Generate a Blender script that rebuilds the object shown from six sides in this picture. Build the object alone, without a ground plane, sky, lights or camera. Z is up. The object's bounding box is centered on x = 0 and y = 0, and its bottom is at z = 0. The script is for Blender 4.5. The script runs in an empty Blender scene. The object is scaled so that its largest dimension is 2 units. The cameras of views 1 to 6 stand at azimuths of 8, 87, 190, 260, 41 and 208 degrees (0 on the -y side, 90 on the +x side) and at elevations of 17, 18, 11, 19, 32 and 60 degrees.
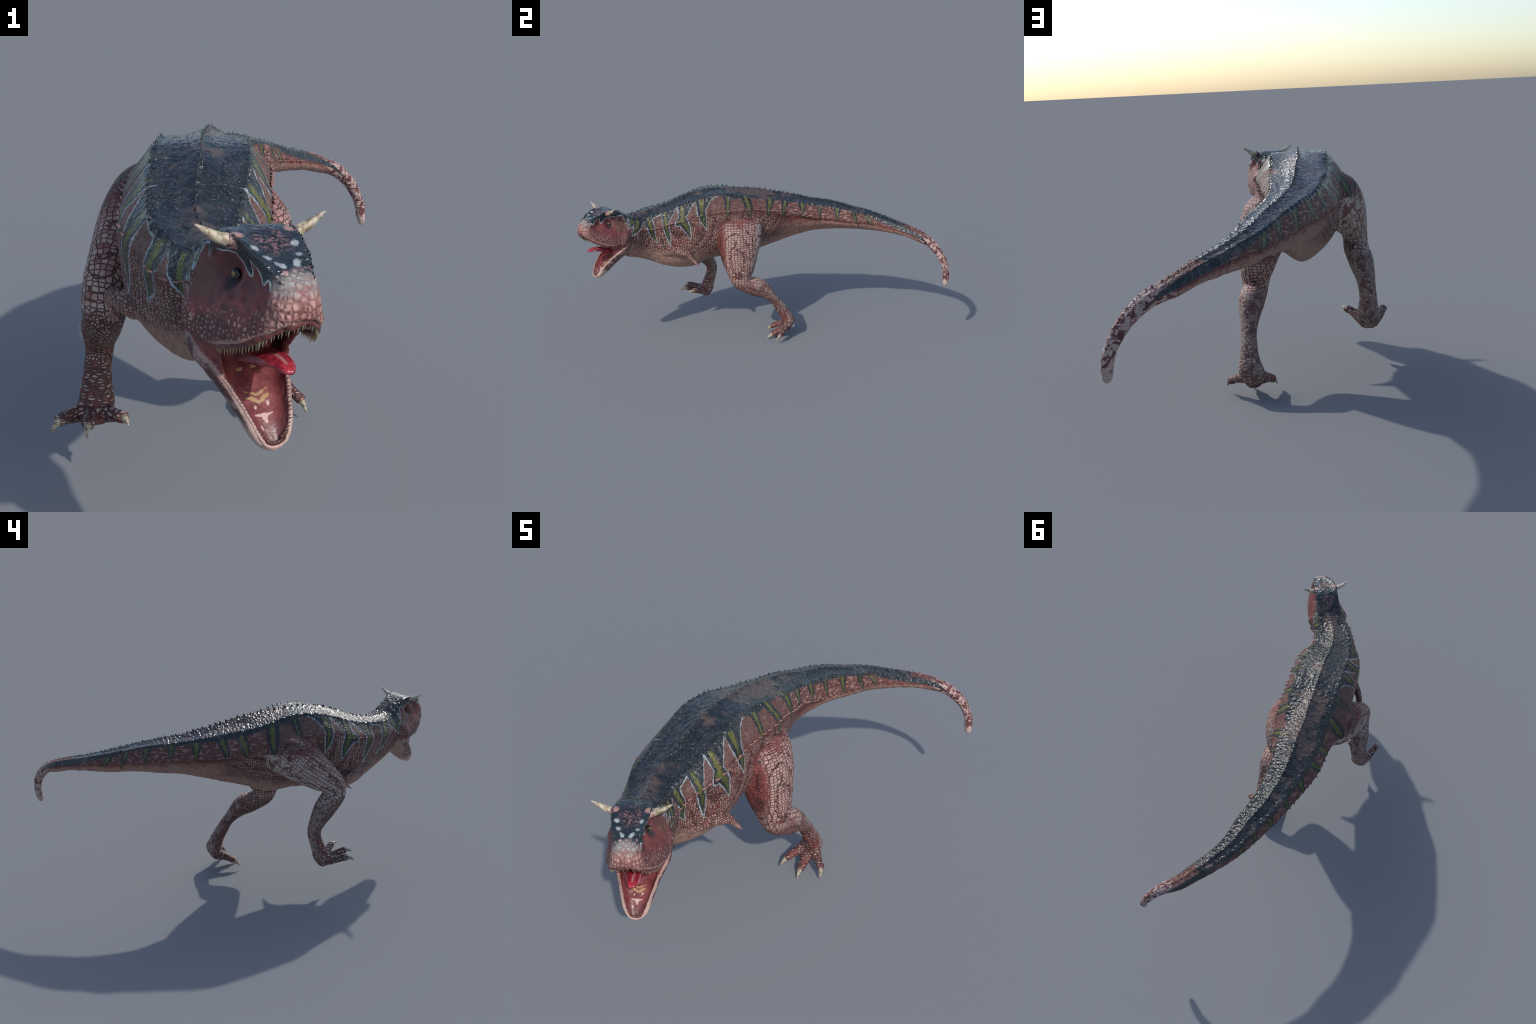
import bpy, bmesh, math, random
import numpy as np
from mathutils import Vector, Matrix, kdtree

rng = np.random.RandomState(7)

# ------------------------------------------------------------------ helpers
def vec(*a):
    return np.array(a, float)

def unit(v):
    v = np.asarray(v, float)
    return v / (np.linalg.norm(v) + 1e-12)

def hermite(keys, vals, t):
    """Smooth interpolation of vals (n,k) given at keys (n), read at t."""
    keys = np.asarray(keys, float); vals = np.asarray(vals, float)
    if vals.ndim == 1:
        vals = vals[:, None]
    d = np.diff(keys)[:, None]
    slope = np.diff(vals, axis=0) / d
    m = np.empty_like(vals)
    m[0], m[-1] = slope[0], slope[-1]
    m[1:-1] = (slope[:-1] * d[1:] + slope[1:] * d[:-1]) / (d[1:] + d[:-1])
    i = np.clip(np.searchsorted(keys, t, side="right") - 1, 0, len(keys) - 2)
    h = d[i]; u = ((np.asarray(t) - keys[i]) / h[:, 0])[:, None]
    return ((2*u**3 - 3*u**2 + 1) * vals[i] + (u**3 - 2*u**2 + u) * h * m[i]
            + (-2*u**3 + 3*u**2) * vals[i+1] + (u**3 - u**2) * h * m[i+1])

def smooth_path(pts, n):
    """Resample control points (rows of any width, first three = position) evenly."""
    pts = np.asarray(pts, float)
    k = np.r_[0, np.cumsum(np.linalg.norm(np.diff(pts[:, :3], axis=0), axis=1))]
    return hermite(k, pts, np.linspace(0, k[-1], n))

def ring_through(pts, n):
    """Closed smooth ring of n points through control points (m,2)."""
    pts = np.asarray(pts, float)
    p = np.vstack([pts[-3:], pts, pts[:3]])
    k = np.r_[0, np.cumsum(np.linalg.norm(np.diff(p, axis=0), axis=1) ** .6)]
    a, b = k[3], k[3 + len(pts)]
    return hermite(k, p, a + (b - a) * np.arange(n) / n)

class Shell:
    """Vertices and faces collected for one closed loft."""
    def __init__(self):
        self.v, self.f = [], []
    def loft(self, rings):
        n, m = len(rings), len(rings[0])
        base = sum(len(x) for x in self.v)
        self.v.append(np.asarray(rings, float).reshape(-1, 3))
        idx = base + np.arange(n * m).reshape(n, m)
        a, b = idx[:-1], idx[1:]
        q = np.stack([a, np.roll(a, -1, 1), np.roll(b, -1, 1), b], -1).reshape(-1, 4)
        self.f += q.tolist()
        for r, flip in ((0, True), (n - 1, False)):
            c = sum(len(x) for x in self.v)
            self.v.append(np.asarray(rings[r], float).mean(0)[None])
            for j in range(m):
                tri = [idx[r, j], idx[r, (j + 1) % m], c]
                self.f.append(tri[::-1] if flip else tri)
        return self
    def verts(self):
        return np.vstack(self.v)

def tube(path, n_len=40, n_round=20, up=(0, 0, 1)):
    """Loft along control rows (x, y, z, r_side, r_up) with rounded ends."""
    p = smooth_path(path, n_len)
    c = p[:, :3]; tang = np.gradient(c, axis=0)
    a = np.linspace(0, 2*np.pi, n_round, endpoint=False)
    rings = []
    u = unit(up)
    for i in range(n_len):
        t = unit(tang[i])
        u = unit(u - t * (u @ t))
        s = np.cross(t, u)
        rings.append(c[i] + np.outer(np.cos(a) * p[i, 3], s) + np.outer(np.sin(a) * p[i, 4], u))
    first, last = [], []
    for e in (.4, .75, .95):
        k = math.sqrt(1 - e*e)
        first.insert(0, c[0] + (rings[0] - c[0]) * k - unit(tang[0]) * p[0, 3:5].mean() * e)
        last.append(c[-1] + (rings[-1] - c[-1]) * k + unit(tang[-1]) * p[-1, 3:5].mean() * e)
    return Shell().loft(np.array(first + rings + last))

# ------------------------------------------------------------------ head frame
HEAD_AT = vec(.21, -.863, .80)
HEAD_F, HEAD_L = unit(vec(.605, -.796, 0)), unit(vec(.796, .605, 0))
UP = vec(0, 0, 1)
def head_point(f, l, u):
    return HEAD_AT + HEAD_F * f + HEAD_L * l + UP * u

# ------------------------------------------------------------------ body (neck, torso, tail) loft
# each row: ridge point, belly point, dorsal row (half width, drop), flank row left
# (half width, drop), flank row right, widest half width, its height share, belly roundness
BODY = [
 ((.172,-.805,.788), (.186,-.818,.640), .050,.012, .066,.055, .066,.055, .066, .45, .70),
 ((.148,-.772,.772), (.168,-.790,.565), .054,.012, .079,.062, .079,.062, .076, .48, .75),
 ((.121,-.737,.758), (.150,-.768,.530), .057,.012, .090,.066, .090,.066, .083, .50, .88),
 ((.090,-.700,.753), (.097,-.712,.502), .066,.013, .101,.070, .101,.070, .085, .50, .98),
 ((.050,-.624,.768), (.055,-.635,.464), .086,.014, .116,.080, .116,.080, .100, .50, .92),
 ((.031,-.559,.783), (.033,-.565,.431), .090,.017, .145,.074, .147,.074, .134, .50, .74),
 ((.016,-.473,.818), (.016,-.475,.414), .100,.020, .163,.094, .166,.094, .163, .50, .62),
 ((.006,-.400,.842), (.006,-.400,.418), .105,.020, .165,.098, .170,.098, .169, .50, .60),
 ((-.010,-.321,.857), (-.010,-.321,.452), .106,.014, .163,.100, .167,.100, .168, .50, .56),
 ((-.026,-.228,.857), (-.026,-.228,.458), .101,.012, .166,.096, .166,.096, .166, .52, .66),
 ((-.038,-.137,.852), (-.038,-.137,.446), .100,.026, .164,.088, .160,.092, .155, .52, .78),
 ((-.055,-.041,.842), (-.053,-.050,.475), .100,.042, .150,.088, .146,.125, .136, .50, .98),
 ((-.060,.047,.824), (-.062,.035,.503), .094,.038, .133,.085, .143,.136, .118, .50, 1.4),
 ((-.067,.098,.813), (-.068,.090,.518), .087,.033, .120,.082, .139,.130, .106, .55, 1.6),
 ((-.075,.205,.789), (-.074,.200,.552), .080,.023, .104,.090, .116,.106, .091, .58, 1.65),
 ((-.072,.261,.775), (-.072,.265,.570), .072,.020, .096,.090, .103,.097, .083, .58, 1.5),
 ((-.059,.386,.755), (-.060,.390,.584), .061,.015, .083,.086, .085,.086, .071, .55, 1.45),
 ((-.025,.505,.727), (-.027,.505,.590), .055,.012, .075,.074, .076,.074, .065, .52, 1.25),
 ((.001,.617,.698), (.000,.612,.586), .042,.009, .060,.055, .060,.055, .055, .50, 1.0),
 ((.050,.710,.668), (.045,.702,.584), .033,.008, .051,.040, .051,.040, .049, .50, .78),
 ((.111,.805,.640), (.105,.792,.576), .025,.007, .043,.032, .043,.032, .043, .48, .62),
 ((.166,.878,.611), (.154,.862,.556), .020,.006, .036,.026, .036,.026, .037, .48, .52),
]
# end of the tail: centre, outward normal, half height, half width
TAIL_END = [
 ((.213,.913,.561), (.35,.45,.82), .0245, .030), ((.250,.942,.528), (.45,.60,.66), .0225, .026),
 ((.275,.962,.495), (.50,.70,.50), .0205, .023), ((.295,.975,.458), (.50,.80,.33), .0185, .020),
 ((.309,.979,.423), (.50,.86,.12), .0170, .018), ((.317,.976,.384), (.50,.86,0), .0155, .0165),
 ((.321,.973,.362), (.50,.86,0), .0125, .0135), ((.3225,.972,.350), (.50,.86,0), .006, .0065)]
for c, nrm, hh, w in TAIL_END:
    c = np.array(c); nrm = unit(nrm)
    BODY.append((tuple(c + nrm*hh), tuple(c - nrm*hh), w*.55, hh*.25, w*.95, hh*.8, w*.95, hh*.8, w, .5, .5))

NB = 170
_rows = np.array([list(r[0]) + list(r[1]) + list(r[2:]) for r in BODY])
_key = np.r_[0, np.cumsum(np.linalg.norm(np.diff((_rows[:, :3] + _rows[:, 3:6]) / 2, axis=0), axis=1))]
BODY_T = np.linspace(0, _key[-1], NB)
BROWS = hermite(_key, _rows, BODY_T)
BTOP, BBOT = BROWS[:, :3], BROWS[:, 3:6]
BMID = (BTOP + BBOT) / 2
BTAN = np.gradient(BMID, axis=0)
for _ in range(3):
    BTAN[1:-1] = (BTAN[:-2] + BTAN[1:-1] + BTAN[2:]) / 3
BTAN = BTAN / np.linalg.norm(BTAN, axis=1)[:, None]
BUP = (BTOP - BBOT); BHGT = np.linalg.norm(BUP, axis=1); BUP = BUP / BHGT[:, None]
BLEFT = np.cross(BTAN, BUP); BLEFT /= np.linalg.norm(BLEFT, axis=1)[:, None]

def body_half(r, H, side):
    wc, dc, wfl, dfl, wfr, dfr, wm, hm, e = r[6:]
    wf, df = (wfl*.965, dfl) if side > 0 else (wfr, dfr)
    wm = wm * (.95 if side > 0 else 1.)
    pts = [(wc*.5, H - dc*.55), (wc, H - dc), ((wc + wf) / 2 + (wf - wc) * .03, H - dc - (df - dc) * .42), (wf, H - df)]
    zm = min(hm * H, (H - df) * .86)
    pts.append((wm, zm))
    for t in (.75, .5, .3, .15, .06):
        pts.append((wm * (1 - (1 - t)**2)**e, zm * t))
    return pts

rings = []
for i in range(NB):
    H = BHGT[i]
    right, left = body_half(BROWS[i], H, -1), body_half(BROWS[i], H, 1)
    ctrl = [(0, H)] + [(w, h) for w, h in left] + [(0, .018*H*.5)] + [(-w, h) for w, h in right[::-1]]
    rr = ring_through(ctrl, 72)
    rings.append(BBOT[i] + np.outer(rr[:, 0], BLEFT[i]) + np.outer(rr[:, 1], BUP[i]))
body_shell = Shell().loft(np.array(rings)[:, ::-1])

def body_row(kind, side, t):
    """Point, outward normal and tangent on a scale row at arc length t."""
    r = hermite(_key, _rows, np.array([t]))[0]
    i = int(np.clip(np.searchsorted(BODY_T, t), 1, NB - 1))
    top, bot = r[:3], r[3:6]; up = unit(top - bot)
    left = BLEFT[i]
    if kind == "ridge":
        return top, up, BTAN[i]
    if kind == "dorsal":
        w, d = r[6], r[7]; nrm = unit(up + left * side * .55)
    else:
        w, d = (r[8], r[9]) if side > 0 else (r[10], r[11]); nrm = unit(left * side + up * .35)
    return top + left * side * w - up * d, nrm, BTAN[i]

# straightened side coordinates of the body: s runs along the spine, v is the height under the ridge
KS = np.array([-.805, -.76, -.72, -.68, -.63, -.57, -.50, -.42, -.33, -.24, -.15, -.06, .03, .12, .20, .28, .36, .44, .52, .60, .68, .76, .84, .90, .95, 1.0])
_o = np.argsort(BTOP[:, 1])
_by, _bx, _bz = BTOP[_o, 1], BTOP[_o, 0], BTOP[_o, 2]
K_X = np.interp(KS, _by, _bx); K_Z = np.interp(KS, _by, _bz)
_g = np.gradient(K_X, KS); K_G = _g / (1 + _g**2)
_p = np.argsort(BBOT[:, 1]); K_B = np.interp(KS, BBOT[_p, 1], BBOT[_p, 2])
K_R = np.interp(KS, [-.25, -.1, 0, .1, .2, .35], [0, .10, .25, .22, .10, 0])   # the right hip hangs lower
def straighten(p):
    y = p[1]; s = y + (p[0] - np.interp(y, KS, K_X)) * np.interp(y, KS, K_G)
    lat = p[0] - np.interp(s, KS, K_X)
    return s, p[2] - np.interp(s, KS, K_Z) + max(-lat, 0) * np.interp(s, KS, K_R)

# ------------------------------------------------------------------ upper head loft
# f, crown height, brow edge (l,u), side (l,u), cheek (l,u), lip (l,u), palate height
HEAD = [
 (.1555, -.064, .008,-.067, .011,-.073, .012,-.079, .011,-.085, -.087),
 (.1525, -.053, .014,-.056, .020,-.067, .023,-.080, .022,-.089, -.090),
 (.1455, -.043, .021,-.046, .030,-.063, .034,-.082, .034,-.096, -.086),
 (.1335, -.033, .027,-.036, .039,-.060, .044,-.086, .046,-.105, -.080),
 (.1160, -.022, .033,-.026, .046,-.056, .053,-.092, .057,-.117, -.082),
 (.1000, -.014, .040,-.013, .046,-.052, .060,-.100, .066,-.129, -.090),
 (.0700, -.005, .049,.000, .044,-.044, .071,-.112, .078,-.146, -.102),
 (.0400, .005, .055,.012, .042,-.038, .079,-.118, .086,-.158, -.114),
 (.0000, .018, .057,.019, .042,-.045, .083,-.118, .092,-.169, -.124),
 (-.0350, .017, .058,.014, .052,-.048, .090,-.122, .096,-.175, -.132),
 (-.0700, .002, .055,-.004, .066,-.050, .097,-.122, .099,-.171, -.140),
 (-.0950, -.014, .053,-.018, .071,-.052, .094,-.116, .091,-.159, -.146),
 (-.1200, -.028, .050,-.034, .069,-.058, .082,-.110, .072,-.144, -.140),
]
hr = hermite([-r[0] for r in HEAD], np.array(HEAD), np.linspace(-HEAD[0][0], -HEAD[-1][0], 64))
rings, head_tag = [], []
for f, crown, bl, bu, sl, su, cl, cu, ll, lu, pu in hr:
    half = [(bl*.55, crown + (bu - crown)*.25), (bl, bu), (sl + (bl - sl)*.35, (su*.55 + bu*.45)), (sl, su), ((sl + cl)/2, (su + cu)/2), (cl, cu), ((cl+ll)/2+.002, (cu+lu)/2),
            (ll, lu), (ll - .004, lu - .003), (ll*.86 - .004, lu + .004), (ll*.72 - .004, lu*.5 + pu*.5), (ll*.45, pu)]
    ctrl = [(0, crown)] + half + [(0, pu + .002)] + [(-a, b) for a, b in half[::-1]]
    rr = ring_through(ctrl, 80)
    rings.append([head_point(f, a, b) for a, b in rr])
    for a, b in rr:
        head_tag.append(bool(f < .158 and abs(a) < ll - .008 and b < max(pu, lu) + .006 - .5*max(0, abs(a) - ll*.75)))
head_shell = Shell().loft(np.array(rings))
head_tag += [False, False]

# ------------------------------------------------------------------ lower jaw loft
JAW_AT = (-.077, -.185)
JAW_D, JAW_N = (.690, -.724), (.724, .690)
def jaw_point(q, l, n):
    return head_point(JAW_AT[0] + q*JAW_D[0] + n*JAW_N[0], l, JAW_AT[1] + q*JAW_D[1] + n*JAW_N[1])
# q, rim half width, rim height, bottom height, floor height
JAW = [
 (-.030, .080, -.004, -.068, -.030), (.000, .093, .002, -.060, -.026), (.030, .094, .009, -.053, -.015),
 (.060, .084, .016, -.045, -.010), (.100, .069, .021, -.038, -.004), (.140, .057, .024, -.033, .001),
 (.175, .047, .024, -.028, .005), (.1990, .0390, .019, -.021, .005), (.2130, .0310, .015, -.015, .004),
 (.2220, .0215, .011, -.009, .001), (.2275, .011, .007, -.003, .001), (.2290, .005, .004, -.001, .001)]
jr = hermite([r[0] for r in JAW], np.array(JAW), np.linspace(JAW[0][0], JAW[-1][0], 56))
rings, jaw_tag = [], []
for q, l, rim, bot, flo in jr:
    thick = min(.013, l*.35)
    half = [(max(l - thick*1.5, l*.25)*.55, flo), (max(l - thick*1.5, l*.25), flo + (rim - flo)*.25), (l - thick, rim - (rim-flo)*.25), (l - thick*.55, rim),
            (l - thick*.15, rim - .002), (l, rim - .25*(rim - bot)), (l*.93, rim - .5*(rim - bot)), (l*.74, bot + .2*(rim - bot)), (l*.42, bot + .04*(rim - bot))]
    ctrl = [(0, flo)] + half + [(0, bot)] + [(-a, b) for a, b in half[::-1]]
    rr = ring_through(ctrl, 72)
    rings.append([jaw_point(q, a, b) for a, b in rr])
    for a, b in rr:
        jaw_tag.append(bool(abs(a) < l - thick*.75 and b > flo - .004 and q < .222))
jaw_shell = Shell().loft(np.array(rings)[:, ::-1])
jaw_tag += [False, False]

# ------------------------------------------------------------------ legs, feet, arms
def leg_shell(rows, n_len=70, fwd=None):
    """rows: centre y, z, half depth (in the side plane), x outer, x inner; lofted with superellipse rings."""
    rows = np.array(rows, float)
    p = np.c_[(rows[:, 3] + rows[:, 4]) / 2, rows[:, 0], rows[:, 1], rows[:, 2], np.abs(rows[:, 3] - rows[:, 4]) / 2, np.radians(rows[:, 5])]
    p = smooth_path(p, n_len)
    c = p[:, :3]; tang = np.gradient(c, axis=0)
    for _ in range(4):
        tang[1:-1] = (tang[:-2] + tang[1:-1] + tang[2:]) / 3
    a = np.linspace(0, 2*np.pi, 32, endpoint=False)
    ca, sa = np.cos(a), np.sin(a)
    px = np.sign(ca) * np.abs(ca)**.88; py = np.sign(sa) * np.abs(sa)**.88
    rings = []
    for i in range(n_len):
        t = unit([0, tang[i, 1], tang[i, 2]])
        d = vec(0, -t[2], t[1])
        ring = np.outer(px * p[i, 4], vec(1, 0, 0)) + np.outer(py * p[i, 3], d)
        k, w = math.cos(p[i, 5]), math.sin(p[i, 5])
        ring = np.c_[ring[:, 0]*k - ring[:, 1]*w, ring[:, 0]*w + ring[:, 1]*k, ring[:, 2]]
        rings.append(c[i] + ring)
    e0, e1 = rings[0], rings[-1]
    t0, t1 = unit(tang[0]), unit(tang[-1])
    first = [c[0] + (e0 - c[0])*k - t0*p[0, 3]*e for e, k in ((.8, .6), (.5, .87))]
    last = [c[-1] + (e1 - c[-1])*k + t1*p[-1, 3]*e for e, k in ((.5, .87), (.8, .6))]
    return Shell().loft(np.array(first + rings + last)[:, ::-1])

LEG_L = [  # thigh, shank, metatarsus of the trailing left leg; last number turns the section
 (-.135, .720, .090, .110, .000, 8), (-.133, .680, .116, .158, .005, 12), (-.136, .633, .123, .182, .015, 15), (-.140, .580, .119, .194, .022, 16), (-.145, .520, .109, .201, .030, 16),
 (-.145, .476, .097, .203, .047, 15), (-.143, .430, .082, .202, .068, 12), (-.140, .390, .067, .198, .087, 9), (-.134, .358, .053, .194, .096, 5),
 (-.105, .337, .047, .193, .098, 0), (-.068, .325, .052, .193, .098, 0), (-.037, .313, .051, .191, .099, 0), (-.004, .291, .041, .184, .103, 0), (.026, .261, .030, .175, .108, 0), (.051, .234, .027, .168, .110, 0),
 (.076, .198, .029, .164, .106, 0), (.098, .163, .031, .164, .098, 0), (.116, .127, .035, .166, .083, 0), (.127, .098, .037, .166, .072, 0), (.124, .078, .027, .152, .080, 0)]
LEG_R = [  # leading right leg, lifted
 (-.115, .720, .075, -.212, -.040, 0), (-.155, .695, .096, -.250, -.060, 6), (-.216, .665, .102, -.266, -.085, 10), (-.294, .610, .089, -.271, -.120, 11), (-.357, .564, .074, -.266, -.148, 9),
 (-.402, .527, .057, -.263, -.160, 0), (-.422, .486, .046, -.262, -.163, 0), (-.398, .452, .050, -.269, -.166, 0), (-.362, .416, .050, -.286, -.182, 0), (-.333, .375, .040, -.293, -.202, 0),
 (-.311, .338, .033, -.296, -.222, 0), (-.304, .308, .032, -.298, -.230, 0), (-.310, .270, .030, -.300, -.231, 0), (-.325, .228, .033, -.303, -.224, 0),
 (-.337, .190, .037, -.306, -.217, 0), (-.346, .166, .034, -.305, -.220, 0)]
left_leg, right_leg = leg_shell(LEG_L), leg_shell(LEG_R)
# toes: centre rows with side radius and up radius, then claw tip
TOES_L = [
 ([(0.098,0.122,0.088,0.0288,0.0288), (0.081,0.082,0.068,0.0210,0.0203), (0.070,0.055,0.058,0.0156,0.0156), (0.065,0.040,0.050,0.0162,0.0156)], (.051,.004,.017)),
 ([(0.117,0.112,0.066,0.0336,0.0288), (0.126,0.078,0.047,0.0228,0.0216), (0.132,0.052,0.036,0.0168,0.0168), (0.135,0.040,0.030,0.0168,0.0156)], (.149,-.002,.003)),
 ([(0.135,0.124,0.090,0.0288,0.0288), (0.166,0.102,0.073,0.0210,0.0203), (0.195,0.084,0.060,0.0156,0.0156), (0.208,0.076,0.053,0.0168,0.0162)], (.233,.048,.021))]
TOES_R = [
 ([(-0.285,-0.352,0.170,0.0263,0.0263), (-0.300,-0.395,0.178,0.0203,0.0192), (-0.310,-0.428,0.187,0.0168,0.0162), (-0.313,-0.444,0.190,0.0173,0.0162)], (-.323,-.486,.175)),
 ([(-0.262,-0.358,0.166,0.0311,0.0288), (-0.253,-0.405,0.180,0.0210,0.0192), (-0.245,-0.440,0.191,0.0168,0.0156), (-0.242,-0.454,0.193,0.0173,0.0156)], (-.230,-.501,.179)),
 ([(-0.238,-0.350,0.172,0.0263,0.0263), (-0.208,-0.382,0.184,0.0203,0.0192), (-0.184,-0.402,0.194,0.0162,0.0156), (-0.172,-0.411,0.197,0.0168,0.0156)], (-.145,-.448,.193))]
foot_parts = {"L": [tube(t, 24, 16) for t, c in TOES_L], "R": [tube(t, 24, 16) for t, c in TOES_R]}
arm_L = tube([(.120,-.548,.546,.026,.034), (0.148,-.508,.550,.021,.025), (0.167,-.468,.547,.0185,.0200), (0.179,-.430,.539,.0165,.0185), (0.182,-.411,.520,.0120,.0130), (0.183,-.396,.500,.0085,.0085), (0.184,-.386,.489,.0095,.0080)], 44, 16)
arm_R = tube([(-.095,-.562,.545,.026,.032), (-.133,-.530,.540,.020,.023), (-.160,-.500,.534,.0170,.0180), (-.178,-.474,.524,.0150,.0165), (-.176,-.476,.508,.0110,.0115), (-.170,-.484,.497,.0075,.0075), (-.165,-.491,.489,.0085,.0070)], 44, 16)
def fingers(hand, go):
    hand, go = np.array(hand), unit(go); side = unit(np.cross(go, vec(0, 0, 1)))
    out = []
    for k in (-1, 0, 1):
        a = hand + side*k*.0045; b = a + go*.009 + side*k*.004; c = b + go*.006 + side*k*.002
        out.append(tube([(*a, .0052, .0052), (*b, .0042, .0042), (*c, .0022, .0022)], 8, 8))
    return out
# skin fold that closes the corner of the mouth between the two jaws
def cheek_fold(side):
    rings = []
    for k in np.linspace(0, 1, 14):
        f = .024 - .132*k; q = .100 - .126*k
        i = np.argmin(abs(hr[:, 0] - f)); j = np.argmin(abs(jr[:, 0] - q))
        bow = .024 * (1 - k)**1.2
        a = head_point(f, side*(hr[i, 8] - .010), hr[i, 9] + .010)
        b = jaw_point(q, side*(jr[j, 1] - .010), jr[j, 2] - .010)
        m = (a + b) / 2 - HEAD_F * bow - HEAD_L * side * .004
        th = HEAD_L * side * .0045
        line = [a, a*.62 + m*.38*1.0, m, b*.62 + m*.38, b]
        ring = [p + th for p in line] + [p - th for p in line[::-1]]
        rings.append(ring)
    sh = Shell().loft(np.array(rings))
    return sh
folds = [cheek_fold(1), cheek_fold(-1)]
PIECES = [("torso", body_shell), ("head", head_shell), ("jaw", jaw_shell), ("leg_L", left_leg), ("leg_R", right_leg), ("arm_L", arm_L), ("arm_R", arm_R)]
PIECES += [("fold", s) for s in folds]
PIECES += [("foot_L", s) for s in foot_parts["L"]] + [("foot_R", s) for s in foot_parts["R"]]
FINGERS = {"L": fingers((.184,-.386,.487), (.1,.65,-.6)), "R": fingers((-.165,-.491,.488), (.25,-.75,-.5))}
# ------------------------------------------------------------------ join the skin into one surface
VOXEL = .003

def new_object(name, verts, faces, mats=(), parent=None, smooth=True):
    me = bpy.data.meshes.new(name)
    me.from_pydata([tuple(v) for v in np.asarray(verts)], [], [list(map(int, f)) for f in faces])
    if smooth:
        me.polygons.foreach_set("use_smooth", [True] * len(me.polygons))
    for m in mats:
        me.materials.append(m)
    ob = bpy.data.objects.new(name, me)
    bpy.context.scene.collection.objects.link(ob)
    ob.parent = parent
    return ob

def kd_of(points):
    t = kdtree.KDTree(len(points))
    for i, p in enumerate(points):
        t.insert(p, i)
    t.balance()
    return t

def densify(shell):
    v = shell.verts()
    q = np.array([f for f in shell.f if len(f) == 4])
    return v, np.vstack([v, v[q].mean(1)])

def skin_surface():
    V, F, off = [], [], 0
    for _, s in PIECES:
        v = s.verts(); V.append(v)
        F += [[i + off for i in f] for f in s.f]; off += len(v)
    ob = new_object("skin_source", np.vstack(V), F)
    bm = bmesh.new(); bm.from_mesh(ob.data)
    bmesh.ops.recalc_face_normals(bm, faces=bm.faces[:])
    bm.to_mesh(ob.data); bm.free()
    mod = ob.modifiers.new("Remesh", "REMESH"); mod.mode = "VOXEL"; mod.voxel_size = VOXEL; mod.adaptivity = 0
    dg = bpy.context.evaluated_depsgraph_get()
    me = bpy.data.meshes.new_from_object(ob.evaluated_get(dg))
    old = ob.data
    bpy.data.objects.remove(ob); bpy.data.meshes.remove(old)
    return me

def coords(me):
    a = np.empty(len(me.vertices) * 3, np.float32); me.vertices.foreach_get("co", a)
    return a.reshape(-1, 3).astype(float)

def quads(me):
    a = np.empty(len(me.loops), np.int32); me.loops.foreach_get("vertex_index", a)
    return a.reshape(-1, 4)

def relax(co, quad, weight, times):
    e = np.vstack([quad[:, [0, 1]], quad[:, [1, 2]], quad[:, [2, 3]], quad[:, [3, 0]]])
    deg = np.bincount(e.ravel(), minlength=len(co)).astype(float)[:, None]
    for _ in range(times):
        acc = np.empty_like(co)
        for k in range(3):
            acc[:, k] = np.bincount(e[:, 0], co[e[:, 1], k], len(co)) + np.bincount(e[:, 1], co[e[:, 0], k], len(co))
        co = co + (acc / deg - co) * weight[:, None]
    return co

def smoothstep(a, b, x):
    t = np.clip((x - a) / (b - a), 0, 1)
    return t * t * (3 - 2 * t)

skin_me = skin_surface()
co, quad = coords(skin_me), quads(skin_me)
kds = {}
groups = {}
for name, s in PIECES:
    groups.setdefault(name, []).append(densify(s)[1])
groups = {k: np.vstack(v) for k, v in groups.items()}
names = list(groups)
dist = np.full((len(names), len(co)), 9.)
for gi, n in enumerate(names):
    pts = groups[n]; kd = kd_of(pts)
    lo, hi = pts.min(0) - .05, pts.max(0) + .05
    near = np.where(((co > lo) & (co < hi)).all(1))[0]
    dist[gi, near] = [kd.find(co[i])[2] for i in near]
D = dict(zip(names, dist))
limb = np.minimum.reduce([D["leg_L"], D["leg_R"]])
joint = (1 - smoothstep(.012, .045, limb)) * (1 - smoothstep(.012, .045, D["torso"]))
arms = np.minimum(D["arm_L"], D["arm_R"])
joint = np.maximum(joint, .35 * (1 - smoothstep(.003, .008, arms)) * (1 - smoothstep(.003, .010, D["torso"])))
headd = np.minimum(D["head"], D["jaw"])
joint = np.maximum(joint, (1 - smoothstep(.008, .03, headd)) * (1 - smoothstep(.008, .03, D["torso"])))
feet = np.minimum(D["foot_L"], D["foot_R"])
joint = np.maximum(joint, .5 * (1 - smoothstep(.004, .012, feet)) * (1 - smoothstep(.004, .015, limb)))
co = relax(co, quad, .55 * joint, 45)
co = relax(co, quad, np.full(len(co), .35), 2)
# ---- relief: knobby ridges and tubercles on the back, soft folds and scales elsewhere
def worley(p, size, seed, jitter=.8):
    """distance to nearest and second nearest jittered lattice point, vectorised"""
    q = p / size; base = np.floor(q).astype(np.int64)
    d1 = np.full(len(p), 9.); d2 = np.full(len(p), 9.)
    for ox in (-1, 0, 1):
        for oy in (-1, 0, 1):
            for oz in (-1, 0, 1):
                c = base + [ox, oy, oz]
                hsh = (c[:, 0]*73856093) ^ (c[:, 1]*19349663) ^ (c[:, 2]*83492791) ^ (seed*2654435)
                r = np.stack([((hsh * k) >> 7) % 1009 / 1009. for k in (7919, 104729, 1299709)], 1)
                d = np.linalg.norm(q - (c + .5 + (r - .5)*jitter), axis=1)
                far = np.maximum(d1, d); d1 = np.minimum(d1, d); d2 = np.minimum(d2, far)
    return d1, d2
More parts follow.
